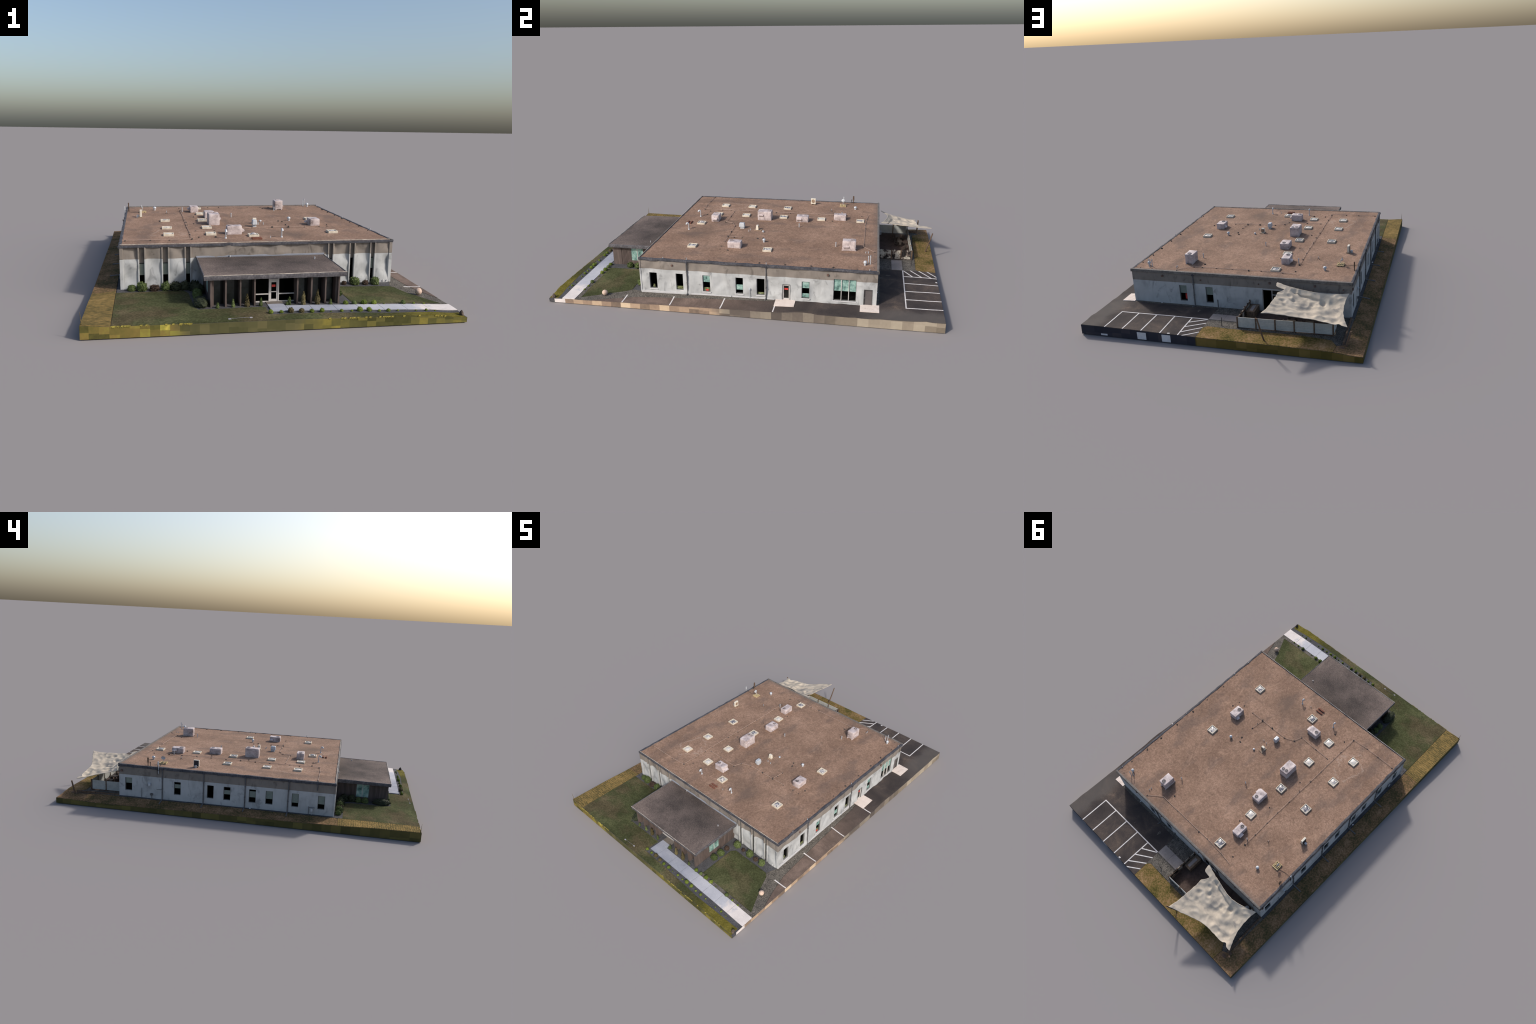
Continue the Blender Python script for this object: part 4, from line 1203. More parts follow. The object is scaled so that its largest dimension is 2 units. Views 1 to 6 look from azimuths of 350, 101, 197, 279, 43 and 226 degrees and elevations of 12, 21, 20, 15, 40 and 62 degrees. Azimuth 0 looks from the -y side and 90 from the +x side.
def aerials():
    # dish on a weighted pallet
    mb = MB()
    for k in range(5):
        y = 0.360 + k * 0.0085
        mb.box(-0.514, -0.476, y - 0.0028, y + 0.0028, DECK + 0.003, DECK + 0.0062, "pallet")
    for x in (-0.510, -0.495, -0.480):
        mb.box(x - 0.003, x + 0.003, 0.357, 0.397, DECK - 0.002, DECK + 0.003, "pallet")
    for k in range(7):
        mb.box(-0.512 + 0.005 * k, -0.5085 + 0.005 * k, 0.358 + 0.016 * (k % 2), 0.366 + 0.022 * (k % 2), DECK + 0.0062, DECK + 0.0105, "pallet")
    place("dish_pallet", mb.mesh("dish_pallet"))
    mb = MB()
    mb.tube([(-0.496, 0.377, DECK + 0.005), (-0.496, 0.377, DECK + 0.030)], 0.0013, "metal", 8)
    us = [k / 8 * 2 - 1 for k in range(9)]
    def dish(u, v):
        r = max(abs(u), abs(v)); L = math.hypot(u, v) or 1
        a, b = u * r / L * 0.0125, v * r / L * 0.0125
        d = 55 * (a * a + b * b)
        return (-0.499 - d * 0.5, 0.377 + a, DECK + 0.030 + b * 0.8 + d * 0.6)
    mb.grid(dish, us, us, lambda u, v: "metal")
    mb.grid(lambda u, v: tuple(c + o for c, o in zip(dish(u, v), (0.0012, 0, -0.0006))), us, us, lambda u, v: "metal")
    mb.tube([(-0.499, 0.377, DECK + 0.024), (-0.512, 0.372, DECK + 0.034)], 0.0008, "metal", 6)
    place("satellite_dish", mb.mesh("satellite_dish", 50))
    mb = MB()
    mb.tube([(-0.494, 0.395, DECK + 0.002), (-0.515, 0.385, DECK + 0.0015), (-0.553, 0.375, DECK + 0.0015), (-0.585, 0.374, DECK + 0.006)], 0.0009, "support", 6)
    place("aerial_cable", mb.mesh("aerial_cable"))
    # antennas and masts clamped to the west parapet
    mb = MB()
    x, y = -0.576, 0.441
    mb.tube([(x, y, DECK - 0.001), (x, y, DECK + 0.030), (x, y, DECK + 0.048)], [0.0022, 0.0028, 0.0034], "timber", 8)
    for k in range(6):
        z = DECK + 0.020 + 0.005 * k
        w = 0.0062 - 0.0003 * k
        mb.box(x - 0.0028, x + 0.0028, y - w, y + w, z, z + 0.0022, "timber")
    mb.tube([(x + 0.003, y - 0.012, DECK), (x + 0.002, y - 0.012, DECK + 0.022)], 0.0018, "support", 8)
    mb.tube([(x + 0.002, y - 0.012, DECK + 0.017), (x + 0.002, y - 0.012, DECK + 0.024)], 0.0028, "support", 8)
    place("aerial_mast", mb.mesh("aerial_mast", 50))
    mb = MB()
    x, y = -0.5955, 0.374
    mb.tube([(x, y, 0.198), (x, y, 0.268)], 0.0019, "metal", 8)
    mb.tube([(x - 0.001, y + 0.006, 0.192), (x - 0.001, y + 0.004, 0.258)], 0.0014, "support", 8)
    mb.box(x - 0.002, x + 0.009, y - 0.003, y + 0.008, 0.214, 0.217, "support")
    mb.box(x - 0.0025, x + 0.0025, y - 0.002, y + 0.005, 0.246, 0.266, "metal")
    place("aerial_mast", mb.mesh("aerial_mast", 50))
    # low dark tripod
    mb = MB()
    for a in (0.3, 2.4, 4.5):
        mb.tube([(-0.365 + 0.008 * math.cos(a), 0.311 + 0.008 * math.sin(a), DECK), (-0.365, 0.311, DECK + 0.008)], 0.001, "support", 6)
    mb.tube([(-0.365, 0.311, DECK + 0.004), (-0.365, 0.311, DECK + 0.017)], 0.0014, "metal", 8)
    place("tripod_stand", mb.mesh("tripod_stand"))
    # two spare beams lying by the south skylight
    for y in (-0.506, -0.525):
        mb = MB()
        mb.box(-0.026, 0.018, y - 0.0045, y + 0.0045, DECK - 0.001, DECK + 0.0075, "old_beam")
        bevel(place("roof_beam", mb.mesh("roof_beam"), rot=0.0), 0.001)
aerials()

# rain pipes with splash legs, wall lamps, meters
def rain_pipes():
    def down(frame, u, top, leg=(0.045, 0.0), foot=True):
        mb = MB()
        zz = [top, 0.19, 0.14, 0.09, 0.052]
        if foot:
            mb.tube([frame(u + 0.0008 * noise.noise(Vector((u * 9, z * 60, 2))), 0.0042, z) for z in zz] + [frame(u, 0.006, 0.049), frame(u + leg[1], leg[0], H(*frame(u + leg[1], leg[0], 0)[:2]) + 0.0035)],
                    [0.0031] * 5 + [0.0036, 0.0038], "pipe_dark", 8)
        else:
            mb.tube([frame(u, 0.004, top), frame(u, 0.004, 0.186)], 0.0026, "pipe_dark", 8)
        p = frame(u, 0.004, 0.222)
        mb.box(p[0] - 0.005, p[0] + 0.005, p[1] - 0.005, p[1] + 0.005, 0.2185, 0.2275, "coping", 0.0008)
        if foot:
            for z in (0.168, 0.108):
                p = frame(u, 0.003, z)
                mb.box(p[0] - 0.0042, p[0] + 0.0042, p[1] - 0.0042, p[1] + 0.0042, z, z + 0.003, "pipe_dark")
        place("downspout", mb.mesh("downspout", 40))
    for u in (-0.353, 0.058):
        down(east, u, 0.226, (0.020, -0.004))
    for u in (0.352, 0.116, -0.1175, -0.355):
        down(west, u, 0.226, (0.058, 0.0))
    down(west, -0.510, 0.228, foot=False)
    down(north, 0.238, 0.226, (0.030, 0.004))
    def lamp(frame, u, z, s=0.0052):
        mb = MB()
        a = frame(u - s, -0.001, z - s); b = frame(u + s, 0.0075, z + s)
        mb.box(min(a[0], b[0]), max(a[0], b[0]), min(a[1], b[1]), max(a[1], b[1]), z - s, z + s, "lamp")
        bevel(place("wall_lamp", mb.mesh("wall_lamp")), 0.0015)
    for u in (0.411, -0.176, -0.407):
        lamp(north, u, 0.206)
    for u in (-0.429, 0.365):
        lamp(east, u, 0.2005)
    for u in (0.196, -0.118, -0.548):
        lamp(north, u, 0.196, 0.003)
    lamp(west, 0.590, 0.196, 0.006)
    def meter(frame, u, z, w, h, key="metal", stem=True):
        mb = MB()
        a = frame(u - w, -0.001, z - h); b = frame(u + w, 0.010, z + h)
        mb.box(min(a[0], b[0]), max(a[0], b[0]), min(a[1], b[1]), max(a[1], b[1]), z - h, z + h, key)
        if stem:
            mb.tube([frame(u, 0.005, z - h), frame(u, 0.005, 0.046)], 0.0016, key, 8)
        bevel(place("meter_box", mb.mesh("meter_box")), 0.002)
    meter(west, 0.426, 0.129, 0.007, 0.008, "metal", False)
    meter(west, 0.414, 0.073, 0.006, 0.006, "pipe_dark")
    meter(west, -0.486, 0.074, 0.006, 0.009, "metal")
    meter(east, -0.026, 0.098, 0.005, 0.005, "metal")
    mb = MB()
    mb.tube([(-WX - 0.006, -0.470, 0.094), (-WX - 0.006, -0.470, 0.046)], 0.0018, "pipe_dark", 8)
    mb.tube([(-WX - 0.006, -0.470, 0.088), (-WX - 0.006, -0.502, 0.088)], 0.0016, "pipe_dark", 8)
    mb.tube([(-WX - 0.004, 0.472, 0.105), (-WX - 0.004, 0.472, 0.046)], 0.0011, "pipe_dark", 8)
    mb.tube([(-WX - 0.004, 0.352, 0.105), (-WX - 0.004, 0.385, 0.103)], 0.0011, "pipe_dark", 8)
    mb.tube([(0.110, WY + 0.005, 0.046), (0.110, WY + 0.005, 0.092)], 0.0022, "pipe_dark", 8)
    place("service_pipe", mb.mesh("service_pipe", 50))
    mb = MB()
    for x, y, s in ((0.430, WY + 0.006, 0.004), (-WX - 0.010, -0.150, 0.004), (0.555, -WY - 0.006, 0.004), (0.572, -WY - 0.008, 0.003)):
        mb.tube([(x, y - s, 0.050), (x, y + s, 0.050)], s, "sill", 8)
    place("splash_block", mb.mesh("splash_block", 50))
rain_pipes()

# ----------------------------------------------------------------------------
# entrance annex
# ----------------------------------------------------------------------------
def build_annex():
    AX, Y0, Y1 = 0.250, -0.906, -WY + 0.004
    FZ = 0.155
    # ribbed side walls with a two-pane window each
    for s in (-1, 1):
        mb = MB()
        ys = [Y0]
        rib = []
        y = Y0
        wa, wb = -0.797, -0.722
        us = spread(Y0 + 0.012, Y1, 0.0038, (wa, wb))
        for k, (a, b) in enumerate(zip(us, us[1:])):
            if wa < (a + b) / 2 < wb:
                mb.box(min(s * (AX - 0.012), s * AX), max(s * (AX - 0.012), s * AX), a, b, 0.040, 0.069, "siding")
                continue
            d = 0.0016 if k % 2 else 0.0
            x0, x1 = sorted((s * (AX - 0.012), s * (AX - d)))
            mb.box(x0, x1, a, b, 0.040, FZ, "siding")
        place("annex_side_wall", mb.mesh("annex_side_wall"))
        frame = east if s > 0 else west
        f2 = (lambda u, d, z, s=s: (s * (AX + d), u, z))
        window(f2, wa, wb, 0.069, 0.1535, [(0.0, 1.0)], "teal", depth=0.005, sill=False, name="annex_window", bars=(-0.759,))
    # roof slab: fascia board and felt
    mb = MB()
    us = spread(-0.276, 0.2735, 0.018); vs = spread(-0.9165, -WY - 0.0005, 0.018)
    def top(u, v):
        e = min(1, (u + 0.276) / 0.02, (0.2735 - u) / 0.02, (v + 0.9165) / 0.02)
        return (u, v, 0.1705 + 0.004 * (v + 0.9165) / 0.31 + 0.0012 * e * noise.noise(Vector((u * 8, v * 8, 3))))
    mb.grid(top, us, vs, lambda u, v: "annex_roof")
    place("annex_roof", mb.mesh("annex_roof", 50))
    mb = MB()
    def edge(p, q, nx, ny, seed):
        n = 26
        prof = [(0.003, 0.1695), (0.0015, 0.1722), (-0.001, 0.1722), (-0.0022, 0.168), (-0.002, 0.1605), (0.000, 0.1540), (0.012, 0.1545)]
        def fn(t, i):
            d, z = prof[int(i)]
            x, y = p[0] + (q[0] - p[0]) * t, p[1] + (q[1] - p[1]) * t
            z += 0.004 * (y + 0.9165) / 0.31 if i < 5 else 0.0
            w = noise.noise(Vector((t * 14, i * 0.6, seed))) * 0.0016 if 0 < i < 6 else 0
            return (x - nx * (d + w), y - ny * (d + w), z + w * 0.6)
        mb.grid(fn, [k / n for k in range(n + 1)], list(range(7)), lambda u, i: "coping_trim" if (ny and i < 1) else "fascia")
    edge((-0.2775, -0.9165), (0.275, -0.9165), 0, -1, 1.0)
    edge((0.2735, -0.918), (0.2735, -WY), 1, 0, 2.0)
    edge((-0.276, -0.918), (-0.276, -WY), -1, 0, 3.0)
    place("annex_fascia", mb.mesh("annex_fascia", 40))
    mb = MB()
    us = spread(-0.2775, 0.2745, 0.02)
    mb.tube([(u, -0.9172 + 0.0008 * noise.noise(Vector((u * 16, 3, 2))), 0.1722 + 0.0009 * noise.noise(Vector((u * 13, 7, 5)))) for u in us], 0.0014, "coping_trim", 6)
    place("annex_trim", mb.mesh("annex_trim", 60))
    mb = MB()
    mb.box(-0.270, 0.268, -0.911, Y1, FZ, 0.1685, "fascia")
    place("annex_ceiling", mb.mesh("annex_ceiling"))
    # flashing where the annex roof meets the main wall
    mb = MB()
    us = spread(-0.278, 0.276, 0.02)
    mb.grid(lambda u, i: (u, -WY - (0.0062, 0.006, 0.0015)[int(i)] - 0.0008 * noise.noise(Vector((u * 22, i, 6))), (0.1735, 0.1790, 0.1815)[int(i)] + 0.001 * noise.noise(Vector((u * 30, i, 1)))),
            us, [0, 1, 2], lambda u, v: "flashing")
    place("annex_flashing", mb.mesh("annex_flashing", 50))
    # timber fins across the front
    gy = -0.856
    for x in (-0.249, -0.1935, -0.138, -0.083, 0.083, 0.1385, 0.1945, 0.2485):
        mb = MB()
        zs = spread(0.042, FZ, 0.014)
        w = 0.0030
        i0 = None
        def col(sx, yy):
            return [(x + sx * w + 0.0009 * noise.noise(Vector((x * 30, z * 45, sx))), yy + 0.0008 * noise.noise(Vector((x * 30, z * 50, 9))), z) for z in zs]
        c = [col(-1, Y0), col(1, Y0), col(1, gy), col(-1, gy)]
        i0 = len(mb.v)
        for k in range(len(zs)):
            for j in range(4):
                mb.v.append(c[j][k])
        for k in range(len(zs) - 1):
            for j in range(4):
                a, b = i0 + k * 4 + j, i0 + k * 4 + (j + 1) % 4
                mb.f.append((a, b, b + 4, a + 4)); mb.m.append(mb.slot("siding"))
        mb.f.append((i0 + 3, i0 + 2, i0 + 1, i0)); mb.m.append(0)
        e = i0 + (len(zs) - 1) * 4
        mb.f.append((e, e + 1, e + 2, e + 3)); mb.m.append(0)
        place("front_fin", mb.mesh("front_fin", 50))
    # dark glazing behind the fins, and a hollow lobby behind the entrance bay
    mb = MB()
    for a, b in ((-0.2465, -0.083), (0.083, 0.2465)):
        mb.box(a, b, gy, gy + 0.004, 0.040, FZ, "pane")
    place("front_glazing", mb.mesh("front_glazing"))
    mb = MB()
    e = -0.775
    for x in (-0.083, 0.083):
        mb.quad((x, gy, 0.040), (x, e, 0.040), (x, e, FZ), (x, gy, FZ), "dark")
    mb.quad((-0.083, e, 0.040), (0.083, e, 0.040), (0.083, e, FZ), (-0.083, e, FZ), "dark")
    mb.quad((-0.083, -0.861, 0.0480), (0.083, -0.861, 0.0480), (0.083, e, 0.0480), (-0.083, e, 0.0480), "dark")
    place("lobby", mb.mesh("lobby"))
    mb = MB()
    for a, b in ((-0.2375, -0.2085), (-0.185, -0.155), (-0.1275, -0.099), (0.096, 0.122), (0.152, 0.178), (0.208, 0.234)):
        mb.box(a, b, gy - 0.0012, gy, 0.046, 0.152, "reflection")  # dim reflections in the glazing, modelled as thin plates
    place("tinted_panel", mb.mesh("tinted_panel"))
    # entrance: door with transom and low side rails
    dy = -0.862
    h = bpy.data.objects.new("entrance", None)
    bpy.context.scene.collection.objects.link(h); h.parent = root
    mb = MB()
    for x0, x1, z0, z1 in ((-0.0215, -0.0165, 0.047, 0.1545), (0.0145, 0.0195, 0.047, 0.1545), (-0.0165, 0.0145, 0.134, 0.139),
                           (-0.081, -0.0215, 0.0775, 0.0815), (0.0195, 0.081, 0.0775, 0.0815), (-0.081, -0.0215, 0.047, 0.051), (0.0195, 0.081, 0.047, 0.051)):
        mb.box(x0, x1, dy - 0.003, dy + 0.004, z0, z1, "white_frame")
    bevel(place("entrance_frame", mb.mesh("entrance_frame"), h), 0.0006)
    mb = MB()
    for x0, x1, z0, z1 in ((-0.0163, -0.0110, 0.048, 0.1335), (0.0090, 0.0143, 0.048, 0.1335), (-0.0110, 0.0090, 0.126, 0.1335), (-0.0110, 0.0090, 0.048, 0.0585), (-0.0110, 0.0090, 0.086, 0.0895)):
        mb.box(x0, x1, dy - 0.0015, dy + 0.003, z0, z1, "white_frame")
    bevel(place("entrance_door", mb.mesh("entrance_door"), h), 0.0006)
    mb = MB()
    mb.box(-0.0085, 0.0055, dy, dy + 0.0014, 0.107, 0.116, "sign_red")
    place("entrance_sign", mb.mesh("entrance_sign"), h)
    mb = MB()
    for x, y in ((-0.137, -0.612), (0.211, -0.687)):
        mb.tube([(x, y, 0.170), (x, y, 0.183)], 0.0026, "metal", 8)
    place("annex_vent", mb.mesh("annex_vent", 50))
M["reflection"] = grain("dim_reflection", [(0.35, (0.012, 0.016, 0.014)), (0.65, (0.05, 0.06, 0.055))], 25, 90, 0.3, 0.3, 0, 0.5)
build_annex()
patch("gravel_bed", [(-0.300, -0.9245), (-0.312, -0.874), (-0.3175, -0.70), (-0.3345, -0.6545), (-0.6035, -0.6545), (-0.6035, -0.6035), (-0.251, -0.6035),
                     (-0.251, -0.862), (-0.035, -0.862), (-0.035, -0.9245)], "mulch", 0.0002, rough_amp=0.0006)
patch("gravel_bed", [(0.0315, -0.925), (0.0315, -0.862), (0.251, -0.862), (0.251, -0.6035), (0.587, -0.6035), (0.561, -0.6665), (0.330, -0.6665), (0.3075, -0.6895), (0.3075, -0.904), (0.299, -0.9045), (0.299, -0.926)],
      "mulch", 0.0002, rough_amp=0.0006)
patch("gravel_bed", [(-0.6035, -0.603), (-0.587, -0.603), (-0.587, 0.603), (-0.6035, 0.603)], "mulch", 0.0006, rough_amp=0.0006)

# ----------------------------------------------------------------------------
# patio: fence, shade sail, furniture
# ----------------------------------------------------------------------------
def build_fence():
    xs = [-0.066, -0.1585, -0.2535, -0.3465, -0.442, -0.531]
    fy = lambda x: 0.806 + (x + 0.066) * 0.018
    for x in xs:
        mb = MB(); y = fy(x)
        mb.box(x - 0.0032, x + 0.0032, y - 0.003, y + 0.0045, 0.045, 0.1075, "timber")
        bevel(place("fence_post", mb.mesh("fence_post")), 0.0006)
    for a, b in zip(xs, xs[1:]):
        n = 7
        for k in range(n):
            z0 = 0.0515 + k * 0.0077
            mb = MB()
            i = len(mb.v)
            j = random.uniform(-0.0006, 0.0006)
            mb.box(b + 0.0030, a - 0.0030, -0.0012 + j, 0.0012 + j, z0, z0 + 0.0073, "fence")
            mb.v = [(x, fy(x) + y, z) for x, y, z in mb.v]
            place("fence_board", mb.mesh("fence_board"))
    # short west return, boards running along y
    ysr = [fy(-0.531) - 0.002, 0.709, 0.612]
    for y in ysr[1:]:
        mb = MB(); mb.box(-0.5345, -0.5280, y - 0.003, y + 0.003, 0.045, 0.1075, "timber")
        bevel(place("fence_post", mb.mesh("fence_post")), 0.0006)
    for a, b in zip(ysr, ysr[1:]):
        for k in range(7):
            z0 = 0.0515 + k * 0.0077
            mb = MB(); j = random.uniform(-0.0006, 0.0006)
            mb.box(-0.5322 + j, -0.5298 + j, b + 0.003, a - 0.003, z0, z0 + 0.0073, "fence")
            place("fence_board", mb.mesh("fence_board"))
    # battered east return with the gate
    yse = [fy(-0.066) - 0.002, 0.745, 0.691, 0.6135]
    for y in yse[1:]:
        mb = MB(); mb.box(-0.0705, -0.0640, y - 0.003, y + 0.003, 0.045, 0.108, "timber")
        bevel(place("fence_post", mb.mesh("fence_post")), 0.0006)
    for a, b in zip(yse, yse[1:]):
        n = max(3, round((a - b) / 0.011))
        for k in range(n):
            y0 = b + 0.003 + (a - b - 0.006) * k / n
            y1 = b + 0.003 + (a - b - 0.006) * (k + 1) / n - 0.0006
            mb = MB(); j = random.uniform(-0.001, 0.001)
            mb.box(-0.0685 + j, -0.0660 + j, y0, y1, 0.0495 + random.uniform(0, 0.003), 0.1055 + random.uniform(-0.004, 0.001), "torn")
            place("gate_board", mb.mesh("gate_board"))
    mb = MB()
    for z in (0.060, 0.098):
        mb.box(-0.0725, -0.0700, 0.614, 0.803, z, z + 0.005, "timber")
    place("gate_rail", mb.mesh("gate_rail"))
build_fence()

def catmull(pts, t):
    n = len(pts) - 1
    k = min(int(t * n), n - 1)
    f = t * n - k
    p = [Vector(pts[max(0, min(n, k + o))]) for o in (-1, 0, 1, 2)]
    return 0.5 * ((2 * p[1]) + (p[2] - p[0]) * f + (2 * p[0] - 5 * p[1] + 4 * p[2] - p[3]) * f * f + (-p[0] + 3 * p[1] - 3 * p[2] + p[3]) * f ** 3)

def build_sail():
    SE, SW, NE, NW = (-0.222, 0.622, 0.2185), (-0.579, 0.624, 0.186), (-0.226, 0.923, 0.197), (-0.606, 0.855, 0.126)
    S = [SE, (-0.268, 0.635, 0.212), (-0.332, 0.650, 0.204), (-0.429, 0.666, 0.198), (-0.519, 0.646, 0.189), SW]
    Nn = [NE, (-0.299, 0.896, 0.183), (-0.375, 0.865, 0.161), (-0.424, 0.853, 0.151), (-0.487, 0.852, 0.143), (-0.540, 0.852, 0.135), (-0.564, 0.840, 0.132), (-0.582, 0.853, 0.130), NW]
    E = [SE, (-0.222, 0.641, 0.216), (-0.232, 0.660, 0.212), (-0.268, 0.669, 0.203), (-0.246, 0.706, 0.203), (-0.245, 0.754, 0.199), (-0.241, 0.812, 0.196), (-0.236, 0.860, 0.195), NE]
    W = [SW, (-0.572, 0.653, 0.177), (-0.568, 0.705, 0.160), (-0.573, 0.764, 0.146), (-0.588, 0.812, 0.132), NW]
    c00, c10, c01, c11 = Vector(SE), Vector(SW), Vector(NE), Vector(NW)
    nu, nv = 120, 100
    mb = MB()
    def fn(u, v):
        s, n, e, w = catmull(S, u), catmull(Nn, u), catmull(E, v), catmull(W, v)
        p = s * (1 - v) + n * v + e * (1 - u) + w * u
        p -= c00 * (1 - u) * (1 - v) + c10 * u * (1 - v) + c01 * (1 - u) * v + c11 * u * v
        rim = min(1, min(u, 1 - u, v, 1 - v) * 7)
        q = Vector((p.x * 12, p.y * 12, 4.0))
        a = noise.noise(q)
        r = 1 - abs(noise.noise(q * 1.9 + Vector((2, 5, 1)))) * 2
        f = noise.noise(q * 4.2)
        d, pts = noise.voronoi(q * 1.8, distance_metric='DISTANCE')
        cup = max(0, 0.42 - d[0]) * (1.4 if noise.noise(Vector(pts[0]) * 5.3) > 0.05 else -0.3)
        p.z += (0.25 + 0.75 * rim) * (0.0078 * a + 0.0055 * (r - 0.5) + 0.0016 * f - 0.020 * cup)
        p.z -= 0.008 * math.sin(math.pi * u) * math.sin(math.pi * v)
        ed = 1 - rim
        p.x += ed * 0.0022 * noise.noise(Vector((p.x * 60, p.y * 60, 1)))
        p.y += ed * 0.0022 * noise.noise(Vector((p.x * 60, p.y * 60, 8)))
        return p
    mb.grid(fn, [k / nu for k in range(nu + 1)], [k / nv for k in range(nv + 1)], lambda u, v: "sail")
    o = place("shade_sail", mb.mesh("shade_sail", 80))
    sd = o.modifiers.new("cloth_thickness", 'SOLIDIFY')
    sd.thickness = 0.0022
    sd.offset = 0
    for a, b, r in (((-0.2240, 0.897, 0.044), (-0.2060, 0.9288, 0.171), 0.0040), ((-0.6015, 0.866, 0.028), (-0.6255, 0.874, 0.1175), 0.0048)):
        mb = MB()
        mb.tube([a, tuple((p + q) / 2 + 0.001 for p, q in zip(a, b)), b], [r, r * 0.95, r * 0.85], "timber", 10)
        place("sail_post", mb.mesh("sail_post", 50))
build_sail()

def furniture():
    # planter crate against the wall
    mb = MB()
    for k in range(4):
        z = 0.048 + 0.0092 * k
        mb.box(-0.117, -0.0755, 0.613, 0.699, z, z + 0.0086, "crate")
    bevel(place("planter_crate", mb.mesh("planter_crate")), 0.001)
    mb = MB()
    mb.box(-0.106, -0.088, 0.628, 0.688, 0.0842, 0.0868, "grey_concrete")
    mb.box(-0.1185, -0.0740, 0.6115, 0.7005, 0.0840, 0.0856, "crate")
    bevel(place("crate_lid", mb.mesh("crate_lid")), 0.0006)
    # table and chairs under the sail
    def table(x, y, w, d, h):
        mb = MB()
        mb.box(x - w, x + w, y - d, y + d, h - 0.003, h, "dark_wood")
        for sx in (-1, 1):
            for sy in (-1, 1):
                mb.box(x + sx * (w - 0.003) - 0.0015, x + sx * (w - 0.003) + 0.0015, y + sy * (d - 0.003) - 0.0015, y + sy * (d - 0.003) + 0.0015, 0.047, h - 0.002, "dark_wood")
        place("patio_table", mb.mesh("patio_table"))
    ch = MB()
    ch.box(-0.007, 0.007, -0.007, 0.007, 0.014, 0.0165, "dark_wood")
    ch.box(-0.007, 0.007, 0.0055, 0.0075, 0.0165, 0.034, "dark_wood")
    for sx in (-1, 1):
        for sy in (-1, 1):
            ch.box(sx * 0.006 - 0.001, sx * 0.006 + 0.001, sy * 0.006 - 0.001, sy * 0.006 + 0.001, 0, 0.014, "dark_wood")
    me = ch.mesh("patio_chair")
    table(-0.315, 0.745, 0.022, 0.014, 0.076)
    table(-0.405, 0.735, 0.020, 0.014, 0.076)
    for x, y, r in ((-0.315, 0.768, 0), (-0.334, 0.722, 3.1), (-0.302, 0.721, 3.3), (-0.285, 0.747, -1.5), (-0.405, 0.760, 0.1), (-0.400, 0.709, 3.2), (-0.365, 0.742, 1.6), (-0.24, 0.775, 0.4), (-0.215, 0.768, -0.2)):
        place("patio_chair", me, None, (x, y, 0.048), r)
    mb = MB()
    mb.tube([(-0.50, 0.625, 0.047), (-0.50, 0.625, 0.070), (-0.50, 0.625, 0.074)], [0.011, 0.012, 0.004], "metal", 14)
    place("storage_drum", mb.mesh("storage_drum", 50))
    mb = MB()
    mb.tube([(0.0185, 0.801, 0.045), (0.018, 0.801, 0.093)], 0.0018, "support", 8)
    mb.tube([(0.0185, 0.801, 0.047), (0.026, 0.790, 0.046)], 0.0012, "support", 6)
    place("marker_stake", mb.mesh("marker_stake"))
    # timber edging along the north-west bed
    n = 9
    for k in range(n):
        y0 = 0.607 + 0.255 * k / n; y1 = 0.607 + 0.255 * (k + 1) / n - 0.0015
        mb = MB()
        x = -0.586 - 0.004 * k / n
        mb.box(x - 0.0040, x + 0.0040, y0, y1, 0.040, 0.0535 + random.uniform(-0.001, 0.001), "timber")
        bevel(place("edging_timber", mb.mesh("edging_timber")), 0.0012)
    # low stepping pads beside the west post
    for x, y, s in ((-0.600, 0.855, 0.010), (-0.586, 0.885, 0.012)):
        patch("stepping_pad", [(x - s, y - s * 0.7), (x + s, y - s * 0.7), (x + s, y + s * 0.7), (x - s, y + s * 0.7)], "timber", 0.0020)
M["dark_wood"] = plain("dark_furniture", (0.05, 0.04, 0.033), 0.7, var=0.3)
M["crate"] = grain("crate_wood", [(0.3, (0.10, 0.068, 0.045)), (0.7, (0.24, 0.17, 0.115))], 30, 120, 0.5, 0.9, 0.2)
furniture()

